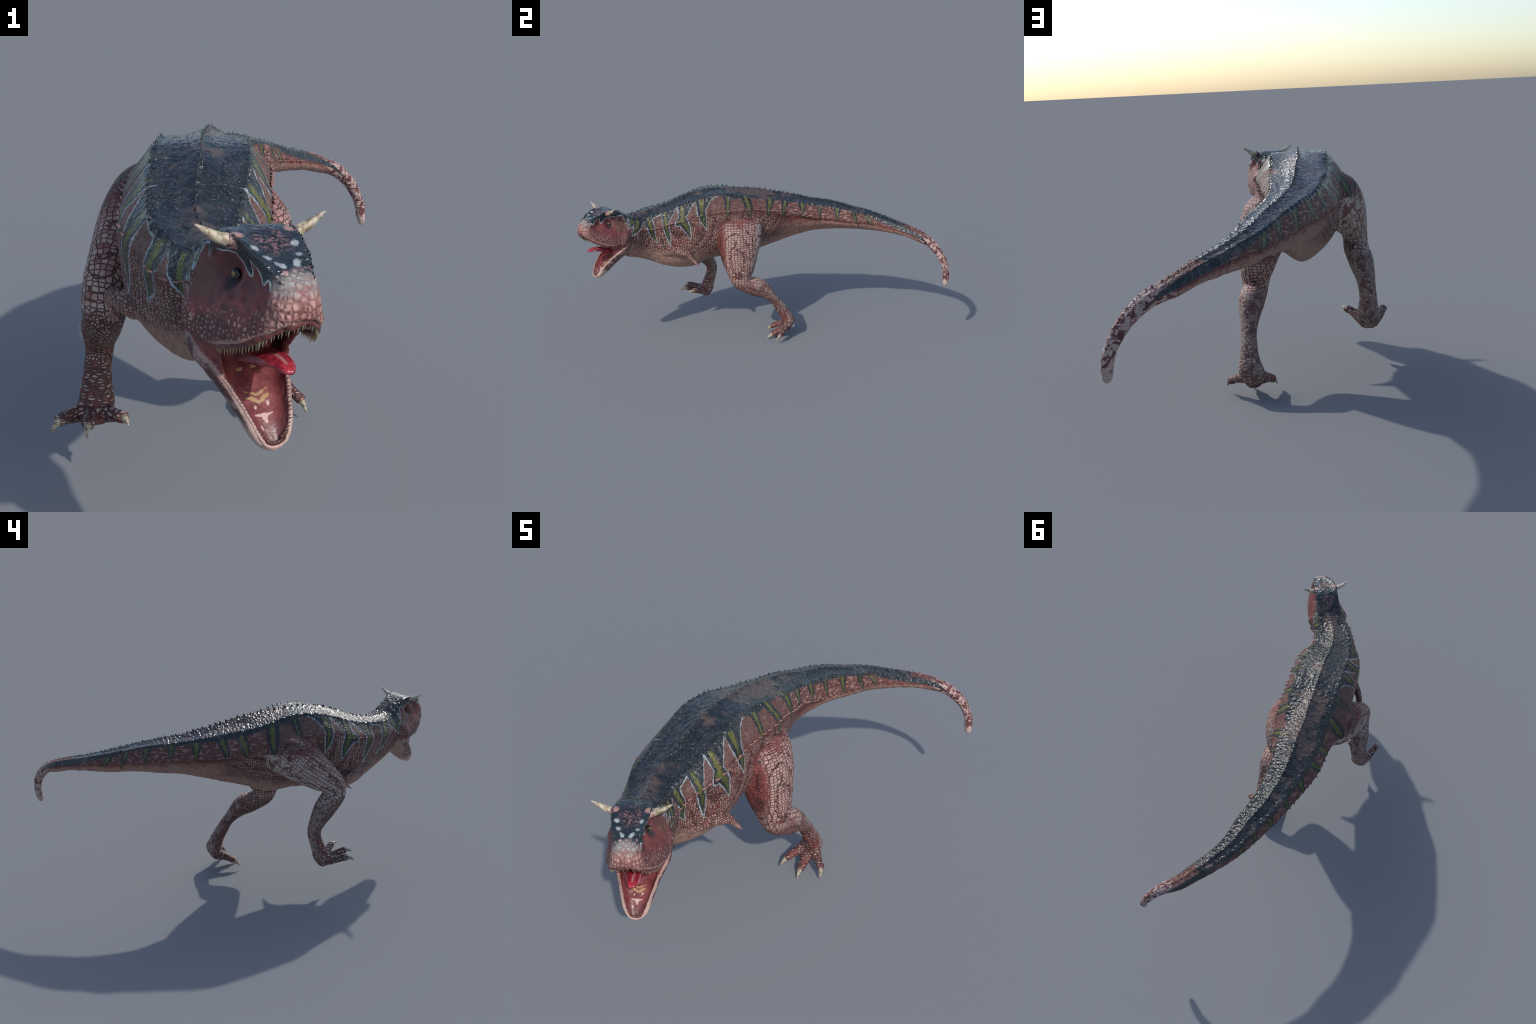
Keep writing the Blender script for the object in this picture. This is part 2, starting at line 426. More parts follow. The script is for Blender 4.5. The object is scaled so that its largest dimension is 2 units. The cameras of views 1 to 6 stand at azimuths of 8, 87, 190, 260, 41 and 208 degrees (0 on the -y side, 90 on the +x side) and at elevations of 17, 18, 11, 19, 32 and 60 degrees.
def value_noise(p, size, seed):
    q = p / size; b0 = np.floor(q).astype(np.int64); f = q - b0; f = f*f*(3 - 2*f); out = 0
    for ox in (0, 1):
        for oy in (0, 1):
            for oz in (0, 1):
                c = b0 + [ox, oy, oz]
                hsh = (c[:, 0]*73856093) ^ (c[:, 1]*19349663) ^ (c[:, 2]*83492791) ^ (seed*2654435)
                r = ((hsh * 7919) >> 7) % 1009 / 1009.
                out = out + r * np.where(ox, f[:, 0], 1 - f[:, 0]) * np.where(oy, f[:, 1], 1 - f[:, 1]) * np.where(oz, f[:, 2], 1 - f[:, 2])
    return out - .5
skin_me.vertices.foreach_set("co", co.astype(np.float32).ravel()); skin_me.update()
nv = np.empty(len(co)*3, np.float32); skin_me.vertices.foreach_get("normal", nv); nv = nv.reshape(-1, 3).astype(float)
on_body = D["torso"] < .012
sv_ = co[:, 1] + (co[:, 0] - np.interp(co[:, 1], KS, K_X)) * np.interp(co[:, 1], KS, K_G)
kd_mid = kd_of(BMID)
bi = np.array([kd_mid.find(p)[1] if o else 0 for p, o in zip(co, on_body)])
rel = co - BTOP[bi]
blat = (rel * BLEFT[bi]).sum(1); bdrop = -(rel * BUP[bi]).sum(1)
rw, rd = BROWS[bi, 6], BROWS[bi, 7]
on_back = on_body & (bdrop < rd + .022)
knob = .62 + .38*np.cos(2*np.pi*BODY_T[bi]/.027)
ridge = np.exp(-(blat/.0065)**2) + np.exp(-((np.abs(blat) - rw)/.0075)**2) * (np.abs(bdrop - rd) < .03)
w1, _ = worley(co, .0125, 3); w2, w3 = worley(co, .021, 8)
size_k = np.interp(BODY_T[bi], [0, .25, .9, 1.5, BODY_T[-1]], [.7, 1, .85, .5, .3])
rise = np.where(on_back, size_k * (.0055*ridge*knob + .0036*np.clip(.62 - w1, 0, 1)*(.4 + value_noise(co, .05, 2)*1.6).clip(0, 1.2) + .0026*np.clip(.5 - w2, 0, 1)), 0)
# flank folds (vertical wrinkles) and general unevenness
folds_ = np.sin(co[:, 1]*150 + value_noise(co, .07, 5)*9)
rise += np.where(on_body & ~on_back, .0010*folds_*np.clip(value_noise(co, .11, 9)*2 + .3, 0, 1), 0)
rise += .0022*value_noise(co, .045, 4) * (D["head"] > .01) + .0010*value_noise(co, .02, 6)
# face: hollow round the eye and before it, swelling behind, hinge knob, nostril
hf, hl_, hu_ = (co - HEAD_AT) @ HEAD_F, np.abs((co - HEAD_AT) @ HEAD_L), (co - HEAD_AT) @ UP
on_face = (D["head"] < .012) & (hl_ > .015) & (hu_ < .004)
def dimple(f, l, u, r, depth, su=1.):
    d2 = ((hf - f)**2 + (hl_ - l)**2 + ((hu_ - u)/su)**2) / r**2
    return depth * np.exp(-d2) * on_face
rise += dimple(.004, .050, -.056, .018, -.0085, 1.2) + dimple(.062, .049, -.044, .021, -.0065) + dimple(-.036, .060, -.052, .016, .0045, 1.6)
rise += dimple(.000, .070, -.092, .022, .0030) + dimple(.055, .062, -.088, .024, -.0015) + dimple(-.066, .088, -.085, .024, -.0050) + dimple(-.072, .098, -.140, .022, .0040) + dimple(.127, .042, -.048, .005, -.0030)
rise += np.where((D["head"] < .012), .0024*value_noise(co, .012, 21) + .0030*value_noise(co, .028, 22), 0)
leg_near = (limb < .01) | (feet < .008)
e1, e2 = worley(co, .0125, 12, .55)
rise += np.where(leg_near & ~on_body, .0011*np.clip((e2 - e1)*2.2, 0, 1) - .0006, 0)
co = co + nv * rise[:, None]
skin_me.vertices.foreach_set("co", co.astype(np.float32).ravel())
skin_me.update()
# ------------------------------------------------------------------ materials
class Net:
    """Small expression helper around one material's node tree."""
    def __init__(self, name):
        self.mat = bpy.data.materials.new(name); self.mat.use_nodes = True
        self.t = self.mat.node_tree; self.bsdf = self.t.nodes["Principled BSDF"]
        self.memo = {}
    def put(self, sock, val):
        if isinstance(val, bpy.types.NodeSocket):
            self.t.links.new(val, sock)
        elif hasattr(sock, "default_value"):
            try:
                sock.default_value = val
            except (TypeError, ValueError):
                sock.default_value = tuple(val) + (1,) if len(val) == 3 else val
    def m(self, op, a, b=0., c=0., clamp=False):
        n = self.t.nodes.new("ShaderNodeMath"); n.operation = op; n.use_clamp = clamp
        for i, x in enumerate((a, b, c)):
            self.put(n.inputs[i], x)
        return n.outputs[0]
    def add(self, a, b): return self.m("ADD", a, b)
    def sub(self, a, b): return self.m("SUBTRACT", a, b)
    def mul(self, a, b): return self.m("MULTIPLY", a, b)
    def mad(self, a, b, c): return self.m("MULTIPLY_ADD", a, b, c)
    def low(self, a, b): return self.m("MINIMUM", a, b)
    def high(self, a, b): return self.m("MAXIMUM", a, b)
    def absv(self, a): return self.m("ABSOLUTE", a)
    def inv(self, a): return self.m("SUBTRACT", 1., a)
    def vm(self, op, a, b=None, scale=None):
        n = self.t.nodes.new("ShaderNodeVectorMath"); n.operation = op
        self.put(n.inputs[0], a)
        if b is not None: self.put(n.inputs[1], b)
        if scale is not None: self.put(n.inputs["Scale"], scale)
        return n.outputs["Value"] if op in ("DOT_PRODUCT", "LENGTH", "DISTANCE") else n.outputs["Vector"]
    def xyz(self, x, y, z=0.):
        n = self.t.nodes.new("ShaderNodeCombineXYZ")
        for i, v in enumerate((x, y, z)): self.put(n.inputs[i], v)
        return n.outputs[0]
    def step(self, x, lo, hi):
        """0 at lo, 1 at hi, smooth between (lo may exceed hi)."""
        n = self.t.nodes.new("ShaderNodeMapRange"); n.interpolation_type = "SMOOTHSTEP"
        flip = lo > hi
        if flip: lo, hi = hi, lo
        self.put(n.inputs["Value"], x); n.inputs["From Min"].default_value = lo; n.inputs["From Max"].default_value = hi
        n.inputs["To Min"].default_value = 1. if flip else 0.; n.inputs["To Max"].default_value = 0. if flip else 1.
        return n.outputs[0]
    def mix(self, fac, a, b):
        n = self.t.nodes.new("ShaderNodeMix"); n.data_type = "RGBA"
        self.put(n.inputs[0], fac); self.put(n.inputs[6], a); self.put(n.inputs[7], b)
        return n.outputs[2]
    def noise(self, vec, scale, detail=3., rough=.55, color=False, distortion=0.):
        n = self.t.nodes.new("ShaderNodeTexNoise"); self.put(n.inputs["Vector"], vec)
        n.inputs["Scale"].default_value = scale; n.inputs["Detail"].default_value = detail
        n.inputs["Roughness"].default_value = rough; n.inputs["Distortion"].default_value = distortion
        return n.outputs["Color" if color else "Fac"]
    def cells(self, vec, scale, randomness=1., dims="3D"):
        """distance to cell edge, distance to centre, random value of the cell"""
        e = self.t.nodes.new("ShaderNodeTexVoronoi"); e.voronoi_dimensions = dims; e.feature = "DISTANCE_TO_EDGE"
        c = self.t.nodes.new("ShaderNodeTexVoronoi"); c.voronoi_dimensions = dims
        for n in (e, c):
            self.put(n.inputs["Vector"], vec); n.inputs["Scale"].default_value = scale; n.inputs["Randomness"].default_value = randomness
        sp = self.t.nodes.new("ShaderNodeSeparateXYZ"); self.put(sp.inputs[0], c.outputs["Color"])
        return e.outputs["Distance"], c.outputs["Distance"], sp.outputs[0]
    def curve(self, x, xs, ys):
        """Piecewise linear function through points, as a Float Curve."""
        xs, ys = np.asarray(xs, float), np.asarray(ys, float)
        x0, x1 = xs.min(), xs.max(); y0, y1 = ys.min(), ys.max() + 1e-6
        n = self.t.nodes.new("ShaderNodeFloatCurve")
        cm = n.mapping; c = cm.curves[0]
        pts = [((a - x0)/(x1 - x0), (b - y0)/(y1 - y0)) for a, b in zip(xs, ys)]
        while len(c.points) < len(pts): c.points.new(.5, .5)
        for p, q in zip(c.points, pts):
            p.location = q; p.handle_type = "VECTOR"
        cm.update()
        t = self.m("MULTIPLY_ADD", x, 1/(x1 - x0), -x0/(x1 - x0), clamp=True)
        self.put(n.inputs["Value"], t)
        return self.mad(n.outputs[0], y1 - y0, y0)
    def along(self, p, a, b):
        """distance of p from the segment a-b, and the share t of the way along it"""
        a = np.array(a + (0,)*(3 - len(a)), float); b = np.array(b + (0,)*(3 - len(b)), float)
        ba = b - a; L2 = float(ba @ ba)
        pa = self.vm("SUBTRACT", p, tuple(a))
        t = self.m("ADD", self.vm("DOT_PRODUCT", pa, tuple(ba / L2)), 0., clamp=True)
        return self.vm("LENGTH", self.vm("SUBTRACT", pa, self.vm("SCALE", tuple(ba), scale=t))), t
    def spot(self, p, a, b, ra, rb):
        """signed distance to a tapered capsule from a to b"""
        d, t = self.along(p, a, b)
        return self.add(d, self.mad(t, ra - rb, -ra))
    def chain(self, p, pts, core=None):
        """tapered stroke through (x, y, half width) points; with core also a thinner stroke inside it"""
        out = inner = None
        for (x0, y0, r0), (x1, y1, r1) in zip(pts[:-1], pts[1:]):
            d, t = self.along(p, (x0, y0), (x1, y1))
            o = self.add(d, self.mad(t, r0 - r1, -r0))
            out = o if out is None else self.low(out, o)
            if core:
                i = self.add(d, self.mad(t, (r0 - r1)*core, -r0*core))
                inner = i if inner is None else self.low(inner, i)
        return (out, inner) if core else out
    def pos(self):
        if "pos" not in self.memo:
            n = self.t.nodes.new("ShaderNodeTexCoord"); sp = self.t.nodes.new("ShaderNodeSeparateXYZ")
            self.t.links.new(n.outputs["Object"], sp.inputs[0])
            self.memo["pos"] = (n.outputs["Object"], *sp.outputs)
        return self.memo["pos"]
    def bump(self, height, dist, strength=1., normal=None):
        n = self.t.nodes.new("ShaderNodeBump"); self.put(n.inputs["Height"], height)
        n.inputs["Distance"].default_value = dist; self.put(n.inputs["Strength"], strength)
        if normal is not None: self.put(n.inputs["Normal"], normal)
        return n.outputs[0]
    def finish(self, color, rough, normal=None, spec=.5, **kw):
        self.put(self.bsdf.inputs["Base Color"], color); self.put(self.bsdf.inputs["Roughness"], rough)
        self.put(self.bsdf.inputs["Specular IOR Level"], spec)
        if normal is not None: self.put(self.bsdf.inputs["Normal"], normal)
        for k, v in kw.items(): self.put(self.bsdf.inputs[k.replace("_", " ")], v)
        return self.mat

RED, DEEP, PINK = (.155,.037,.033,1), (.055,.017,.017,1), (.40,.22,.185,1)
PALE, WINDOW, BELLY = (.44,.30,.25,1), (.118,.060,.050,1), (.46,.275,.215,1)
NAVY, NAVY2, GREEN, RIM = (.013,.016,.020,1), (.031,.034,.037,1), (.108,.108,.018,1), (.36,.42,.46,1)
BROWN, BONE = (.105,.070,.060,1), (.50,.41,.27,1)

# stripes in side coordinates (s, v, half width); the first group carries a pale rim
STRIPES_FRONT = [
 [(-.828,.004,.009), (-.828,-.031,.001)],
 [(-.785,-.006,.014), (-.792,-.054,.001)],
 [(-.757,-.018,.014), (-.768,-.050,.010), (-.792,-.074,.001)],
 [(-.730,-.020,.020), (-.747,-.066,.017), (-.771,-.112,.001)],
 [(-.668,-.018,.022), (-.659,-.072,.021), (-.648,-.120,.014), (-.620,-.170,.001)],
 [(-.566,-.015,.021), (-.569,-.082,.017), (-.561,-.125,.014), (-.544,-.210,.001)],
 [(-.468,-.025,.024), (-.474,-.075,.021), (-.497,-.092,.018)],
 [(-.476,-.088,.025), (-.452,-.140,.018), (-.435,-.206,.003)],
 [(-.365,-.025,.029), (-.372,-.085,.022), (-.364,-.125,.016), (-.349,-.184,.001)]]
STRIPES_REAR = [
 [(-.217,-.030,.021), (-.224,-.078,.014), (-.227,-.128,.002)],
 [(-.115,-.030,.027), (-.103,-.076,.025), (-.097,-.146,.003)],
 [(.028,-.035,.025), (.015,-.080,.016), (.011,-.127,.004)],
 [(.115,-.035,.022), (.103,-.080,.0135), (.103,-.115,.005)],
 [(.221,-.030,.026), (.224,-.070,.012), (.226,-.104,.004)],
 [(.325,-.018,.018), (.327,-.057,.0115), (.330,-.087,.004)],
 [(.430,-.020,.026), (.433,-.056,.0115), (.437,-.092,.003)],
 [(.522,-.018,.016), (.531,-.053,.0105), (.555,-.100,.001)],
 [(.592,-.012,.018), (.610,-.043,.013), (.632,-.065,.002)]]
TAIL_BAND = [(.63,-.010,.014), (.76,-.018,.014), (.88,-.020,.009), (.93,-.030,.003)]
# lower border of the dark back: ragged in front, wavy behind
EDGE_S = [-.86,-.83,-.79,-.765,-.745,-.728,-.693,-.689,-.660,-.649,-.642,-.600,-.588,-.585,-.565,-.551,-.520,-.491,-.488,-.470,-.456,-.425,-.396,-.392,-.370,-.342,-.312,-.283,-.250,-.235,-.22,-.205]
EDGE_V = [-.002,-.004,-.010,-.020,-.050,-.068,-.027,-.065,-.065,-.045,-.028,-.022,-.019,-.070,-.090,-.068,-.044,-.017,-.080,-.090,-.080,-.052,-.021,-.080,-.100,-.070,-.034,-.020,-.023,-.036,-.040,-.038]
EDGE_S2 = [-.22,-.165,-.047,.07,.18,.29,.37,.477,.55,.636,.70,.78,.805,.815,1.0]
EDGE_V2 = [-.038,-.033,-.035,-.033,-.027,-.026,-.022,-.016,-.018,-.018,-.012,-.008,.01,.05,.05]
FLANK_S = [-.80,-.72,-.61,-.456,-.344,-.246,-.06,.05,.134,.26,.371,.483,.567,.676,.76,.9]
FLANK_V = [-.050,-.066,-.075,-.082,-.093,-.097,-.092,-.100,-.108,-.098,-.085,-.070,-.060,-.040,-.030,-.025]

def head_coords(n):
    p = n.pos()[0]
    d = n.vm("SUBTRACT", p, tuple(HEAD_AT))
    return n.vm("DOT_PRODUCT", d, tuple(HEAD_F)), n.vm("DOT_PRODUCT", d, tuple(HEAD_L)), n.vm("DOT_PRODUCT", d, tuple(UP))

def scale_grid(n, vec, size, rnd, line=.09):
    """reptile scale field: 1 inside a scale, 0 in the gap; plus random tone per scale"""
    edge, cen, tone = n.cells(vec, 1/size, rnd)
    return n.step(edge, line*.4, line*2.6), tone, edge

def skin_material(kind):
    n = Net("skin_of_" + kind)
    P, X, Y, Z = n.pos()
    big = n.noise(P, 7., 2.); mid = n.noise(P, 28., 3.); fine = n.noise(P, 110., 3., .6)
    # ---- straightened coordinates
    lat0 = n.sub(X, n.curve(Y, KS, K_X))
    s = n.mad(lat0, n.curve(Y, KS, K_G), Y)
    lat = n.sub(X, n.curve(s, KS, K_X))
    top = n.curve(s, KS, K_Z)
    v = n.mad(n.high(n.mul(lat, -1.), 0.), n.curve(s, KS, K_R), n.sub(Z, top))
    height = n.m("DIVIDE", n.sub(Z, n.curve(s, KS, K_B)), n.sub(top, n.curve(s, KS, K_B)))
    is_tail = n.step(s, .02, .16)
    # ---- ground colour of flanks: red skin with pale scales
    wob = n.vm("SCALE", n.vm("SUBTRACT", n.noise(P, 9., 2., color=True), (.5, .5, .5)), scale=.012)
    Q = n.vm("ADD", P, wob)
    if kind == "leg":
        turn = n.step(X, .0, -.08)
        rot = n.t.nodes.new("ShaderNodeVectorRotate"); rot.rotation_type = "X_AXIS"; n.put(rot.inputs["Vector"], Q)
        n.put(rot.inputs["Angle"], n.mul(turn, math.radians(53)))
        Q = rot.outputs[0]
    flat = n.vm("MULTIPLY", Q, (.9, .86, 1.20) if kind == "leg" else (.75, 1., 1.15))
    cell, tone, edge = scale_grid(n, flat, .0142 if kind == "leg" else .0094, .30 if kind == "leg" else .45, .045 if kind == "leg" else .085)
    base = n.mix(n.step(mid, .42, .66), RED, DEEP)
    base = n.mix(n.step(fine, .5, .75), base, (.26,.09,.08,1))
    rough = .58
    if kind == "leg" or kind == "foot":
        pale = n.step(n.add(n.mul(mid, .4), n.mad(tone, .24, n.mul(big, .6))), .30, .62)
        if kind == "leg":
            small, stone, _e = scale_grid(n, n.vm("MULTIPLY", Q, (.9, .9, 1.25)), .0072, .8, .12)
            lowleg = n.high(n.mul(n.step(X, -.02, .02), n.step(Z, .37, .33)), n.mul(n.step(X, .02, -.02), n.step(n.mad(Y, .25, Z), .375, .345)))
            cell = n.mad(lowleg, n.sub(small, cell), cell); tone = n.mad(lowleg, n.sub(stone, tone), tone)
            pale = n.mul(pale, n.step(n.mad(mid, .05, Z), .745, .685))
            groin = n.mul(n.step(n.absv(n.add(Y, .255)), .05, .015), n.mul(n.step(X, .0, .06), n.step(Z, .36, .44)))
            pale = n.mul(pale, n.inv(groin))
        else:
            bandv = n.vm("MULTIPLY", Q, (.45, .45, 1.35))
            cell, tone, edge = scale_grid(n, bandv, .0088, .8, .13)
            pale = n.step(n.mad(tone, .45, n.mad(mid, .5, n.mul(big, .5))), .42, .78)
        scale_col = n.mix(n.mad(n.mul(n.step(X, .0, -.1), n.step(n.mad(Y, -.647, Z), .885, .775)), .6, n.mul(tone, .40)), (.40,.235,.20,1), (.49,.40,.36,1))
        col = n.mix(n.mul(n.mul(cell, pale), .92), base, scale_col)
        gap = n.mul(n.inv(cell), n.step(pale, .1, .6))
        col = n.mix(n.mul(gap, .85), col, (.060,.024,.022,1))
        # white flesh at the back of thigh and shin, broken by dark red blotches
        blot = n.noise(P, 30., 5., .68, distortion=1.0)
        if kind == "leg":
            back_l = n.mul(n.step(n.mad(Z, -.19, Y), -.180, -.160), n.mul(n.step(X, .02, .05), n.step(Z, .42, .50)))
            back_r = n.mul(n.step(n.mad(mid, .03, n.mad(Y, -.647, Z)), .812, .772), n.mul(n.step(X, -.05, -.09), n.mul(n.step(Y, -.27, -.20), n.step(Z, .49, .53))))
            white = n.high(back_l, back_r)
        else:
            white = 0.
        yl = n.curve(Z, [.06,.09,.128,.165,.20,.236,.262,.292,.313,.33,.36], [.125,.125,.119,.102,.080,.055,.030,.0,-.035,-.08,-.12])
        yr = n.curve(Z, [.14,.166,.19,.228,.27,.308,.338,.375,.416,.452,.487,.52], [-.350,-.346,-.337,-.325,-.310,-.304,-.311,-.333,-.362,-.398,-.430,-.46])
        left_ = n.step(X, -.02, .02)
        rear = n.sub(Y, n.add(n.mul(left_, yl), n.mul(n.inv(left_), yr)))
        lower_leg = n.high(n.mul(left_, n.step(Z, .365, .345)), n.mul(n.inv(left_), n.step(Z, .49, .46)))
        white = n.high(white, n.mul(n.mul(n.step(n.mad(mid, .02, rear), .006, .026), lower_leg), n.mad(cell, .30, .45)))
        wcol = n.mix(n.step(blot, .47, .56), (.50,.41,.355,1), (.15,.045,.045,1))
        wcol = n.mix(n.mul(n.inv(cell), .45), wcol, (.16,.09,.08,1))
        col = n.mix(n.mul(white, .85), col, wcol)
        h = n.add(n.mul(cell, .6), n.mul(fine, .35))
        return n.finish(col, rough, n.bump(h, .0030, 1.), .4)
    # ---- flank below the keel row
    belowkeel = n.sub(n.curve(s, FLANK_S, FLANK_V), v)
    groin = n.mul(n.step(n.absv(n.add(s, .245)), .055, .02), n.step(belowkeel, .02, .08))
    pale = n.mul(n.step(n.add(n.mul(mid, .4), n.mad(tone, .40, n.mul(big, .6))), .36, .72), n.step(belowkeel, -.005, .035))
    pale = n.mul(pale, n.mul(n.inv(is_tail), n.inv(groin)))
    soot = n.step(n.noise(P, 11., 3., .6), .50, .68)
    base = n.mix(n.mul(soot, .7), base, (.060,.028,.028,1)); pale = n.mul(pale, n.mad(soot, -.45, 1.))
    col = n.mix(n.mul(n.mul(cell, pale), .9), base, n.mix(tone, PINK, PALE))
    col = n.mix(n.mul(n.mul(n.inv(cell), n.step(pale, .05, .4)), .85), col, (.050,.021,.020,1))
    # belly and tail underside
    belly = n.step(n.mad(mid, -.22, n.mad(n.step(s, -.30, -.45), -.10, height)), .16, -.04)
    belly = n.high(belly, n.mul(n.step(n.mad(mid, -.35, height), .36, .10), is_tail))
    bcol = n.mix(n.step(n.noise(P, 60., 4., .65), .4, .65), BELLY, (.31,.155,.12,1))
    col = n.mix(n.mul(belly, .85), col, bcol)
    # window between dorsal rows and keel row
    dash = n.noise(n.vm("MULTIPLY", P, (1., .42, 1.6)), 85., 3., .6)
    wcol = n.mix(n.step(n.noise(P, 55., 3.), .4, .7), WINDOW, n.mix(n.step(s, -.3, .0), (.165,.092,.08,1), (.125,.036,.034,1)))
    wcol = n.mix(n.mul(n.step(dash, .53, .62), n.mad(n.step(s, -.2, .1), .65, .2)), wcol, PINK)
    window = n.step(belowkeel, .008, -.006)
    window = n.mul(window, n.step(s, -.83, -.76))
    col = n.mix(n.mul(window, .95), col, wcol)
    # ---- dark back with stripes hanging from it
    ragged = n.noise(P, 170., 3., .65)
    jag = n.mad(ragged, .010, -.005)
    sv = n.xyz(s, v)
    front = green_d = None
    for st in (STRIPES_FRONT[:4] if kind == "head" else STRIPES_FRONT):
        d, g = n.chain(sv, st, .36)
        front = d if front is None else n.low(front, d); green_d = g if green_d is None else n.low(green_d, g)
    stripes = front
    if kind == "body":
        for st in STRIPES_REAR:
            d, g = n.chain(sv, st, .33)
            stripes = n.low(stripes, d); green_d = n.low(green_d, g)
    edge_v = n.curve(s, EDGE_S, EDGE_V)
    if kind == "body":
        edge_v = n.mix(n.step(s, -.2151, -.2149), edge_v, n.curve(s, EDGE_S2, EDGE_V2))
    edge_d = n.sub(edge_v, v)
    dark_d = n.low(stripes, edge_d)
    if kind == "body":
        dark_d = n.low(dark_d, n.chain(sv, TAIL_BAND))
    dark_d = n.add(dark_d, jag)
    navy = n.mix(n.step(mid, .38, .68), NAVY, NAVY2)
    navy = n.mix(n.mul(n.step(n.add(n.noise(P, 13., 3., .6), n.mul(n.mul(n.step(n.absv(n.add(s, .04)), .26, .08), n.step(n.absv(lat), .10, .06)), .17)), .56, .68), .8), navy, BROWN)
    nb = n.mul(n.mul(n.step(s, -.60, -.66), n.step(n.absv(lat), .040, .012)), n.step(mid, .36, .56))
    navy = n.mix(n.mul(nb, .8), navy, BROWN)
    core = n.add(green_d, n.mad(n.noise(n.vm("MULTIPLY", P, (1., 1., .5)), 120., 3., .7), .022, -.011))
    flecks = n.mul(n.step(n.noise(n.vm("MULTIPLY", P, (1., 1.3, .55)), 190., 2., .5), .61, .70), n.mul(n.step(v, -.075, -.05), n.step(v, .0, -.012)))
    green = n.mul(n.step(n.mad(n.sub(fine, .5), .012, core), .0015, -.0015), n.step(v, -.014, -.026))
    gcol = n.mix(n.step(belowkeel, -.01, .03), GREEN, (.075,.088,.016,1))
    dcol = n.mix(n.mul(green, n.mad(n.step(mid, .30, .55), .45, .5)), navy, gcol)
    dcol = n.mix(n.mul(flecks, n.mad(n.step(s, .75, -.1), .22, .15)), dcol, (.36,.38,.37,1))
    is_dark = n.step(dark_d, .0012, -.0012)
    col = n.mix(is_dark, col, dcol)
    rim_d = n.add(n.low(front, edge_d), jag)
    rim = n.mul(n.step(n.absv(rim_d), .0032, .0016), n.mul(n.step(s, -.262, -.29), n.step(s, -.84, -.81)))
    rim = n.mul(rim, n.mad(n.step(n.noise(P, 60., 3., .6), .36, .62), .55, .35))
    col = n.mix(rim, col, RIM)
    shiny = n.mul(is_dark, n.mad(n.step(v, -.060, -.022), .68, .32))
    # ---- end of the tail: dark red and white blotches
    end = 0. if kind == "head" else n.mul(n.step(n.add(s, n.mul(n.sub(.6, Z), .6)), .84, .93), n.inv(is_dark))
    blot = n.noise(P, 42., 3., .6, distortion=.8)
    ecol = n.mix(n.step(blot, .46, .56), (.50,.36,.33,1), (.12,.032,.034,1))
    ecol = n.mix(n.step(Z, .395, .36), ecol, (.50,.38,.33,1))
    col = n.mix(n.mul(end, .92), col, ecol)
    # ---- head
    if kind == "head":
        f, l, u = head_coords(n); al = n.absv(l)
        on_head = n.mul(n.step(n.mad(n.add(u, .08), -.18, f), -.100, -.076), n.high(n.step(f, -.055, -.030), n.step(u, -.03, -.05)))
        hv = n.xyz(f, al, u)
        hred = n.mix(n.step(mid, .40, .68), (.178,.043,.041,1), (.085,.027,.028,1))
        hred = n.mix(n.mul(n.step(n.vm("DISTANCE", hv, (-.058, .078, -.075)), .05, .02), .75), hred, (.115,.058,.042,1))
        dots, dtone, dedge = scale_grid(n, n.vm("ADD", P, n.vm("SCALE", wob, scale=.5)), .0092, .6, .16)
        lipline = n.curve(f, [-.10,-.03,.02,.07,.10,.14,.17], [-.165,-.176,-.164,-.147,-.130,-.105,-.085])
        abovelip = n.sub(u, lipline)
        cheek = n.step(n.mad(n.add(dtone, big), -.022, abovelip), .040, .004)
        hc = n.mix(n.mul(n.mul(dots, cheek), .9), hred, n.mix(dtone, PINK, (.42,.33,.29,1)))
        hc = n.mix(n.mul(n.mul(n.inv(dots), cheek), .7), hc, (.085,.035,.034,1))
        hc = n.mix(n.mul(n.step(n.noise(P, 38., 2.), .66, .74), .5), hc, (.30,.30,.29,1))
        # dark crown with ragged pale edged border
        BF = [-.10,-.06,-.033,-.017,.007,.022,.047,.056,.066,.080,.090,.0965,.104,.110,.118,.122,.128,.134,.17]
        BU = [-.022,-.022,-.020,-.016,-.015,-.023,-.044,-.012,-.016,-.020,-.028,-.042,-.030,-.033,-.046,-.044,-.034,-.028,-.028]
        crown = n.sub(u, n.curve(n.add(f, n.mul(jag, .5)), BF, BU))
        near = n.high(crown, n.high(n.sub(u, n.curve(n.add(f, .0028), BF, BU)), n.sub(u, n.curve(n.sub(f, .0028), BF, BU))))
        ring = n.mul(n.step(n.add(near, .0025), -.0005, .0008), n.step(f, .124, .112))
        mott = n.mix(n.step(n.noise(n.vm("MULTIPLY", P, (1, 1, 1)), 150., 3.), .45, .62), NAVY, (.24,.12,.125,1))
        top_patch = n.mul(n.step(n.vm("LENGTH", n.xyz(n.mul(n.sub(f, .028), .9), al, 0.)), .046, .020), n.step(mid, .3, .5))
        cc = n.mix(n.step(mid, .4, .66), (.018,.026,.033,1), (.032,.042,.050,1))
        cc = n.mix(n.mul(top_patch, .85), cc, mott)
        sp = n.low(n.low(n.sub(n.vm("DISTANCE", hv, (.051, .037, .004)), .0062), n.sub(n.vm("DISTANCE", hv, (.077, .0285, -.005)), .0056)), n.spot(hv, (.092, .017, -.010), (.101, .0115, -.014), .0042, .0050))
        cc = n.mix(n.mul(n.step(n.add(sp, n.mad(fine, .012, -.006)), .003, -.002), .8), cc, (.40,.43,.44,1))
        cc = n.mix(n.step(n.vm("DISTANCE", hv, (.010, .052, .012)), .017, .010), cc, PINK)
        is_crown = n.step(crown, -.0006, .0006)
        hc = n.mix(n.mul(ring, .85), hc, (.40,.45,.46,1))
        hc = n.mix(is_crown, hc, cc)
        # pale blocky snout
        block, btone, _e = scale_grid(n, n.vm("MULTIPLY", P, (1., 1., .8)), .0115, .35, .12)
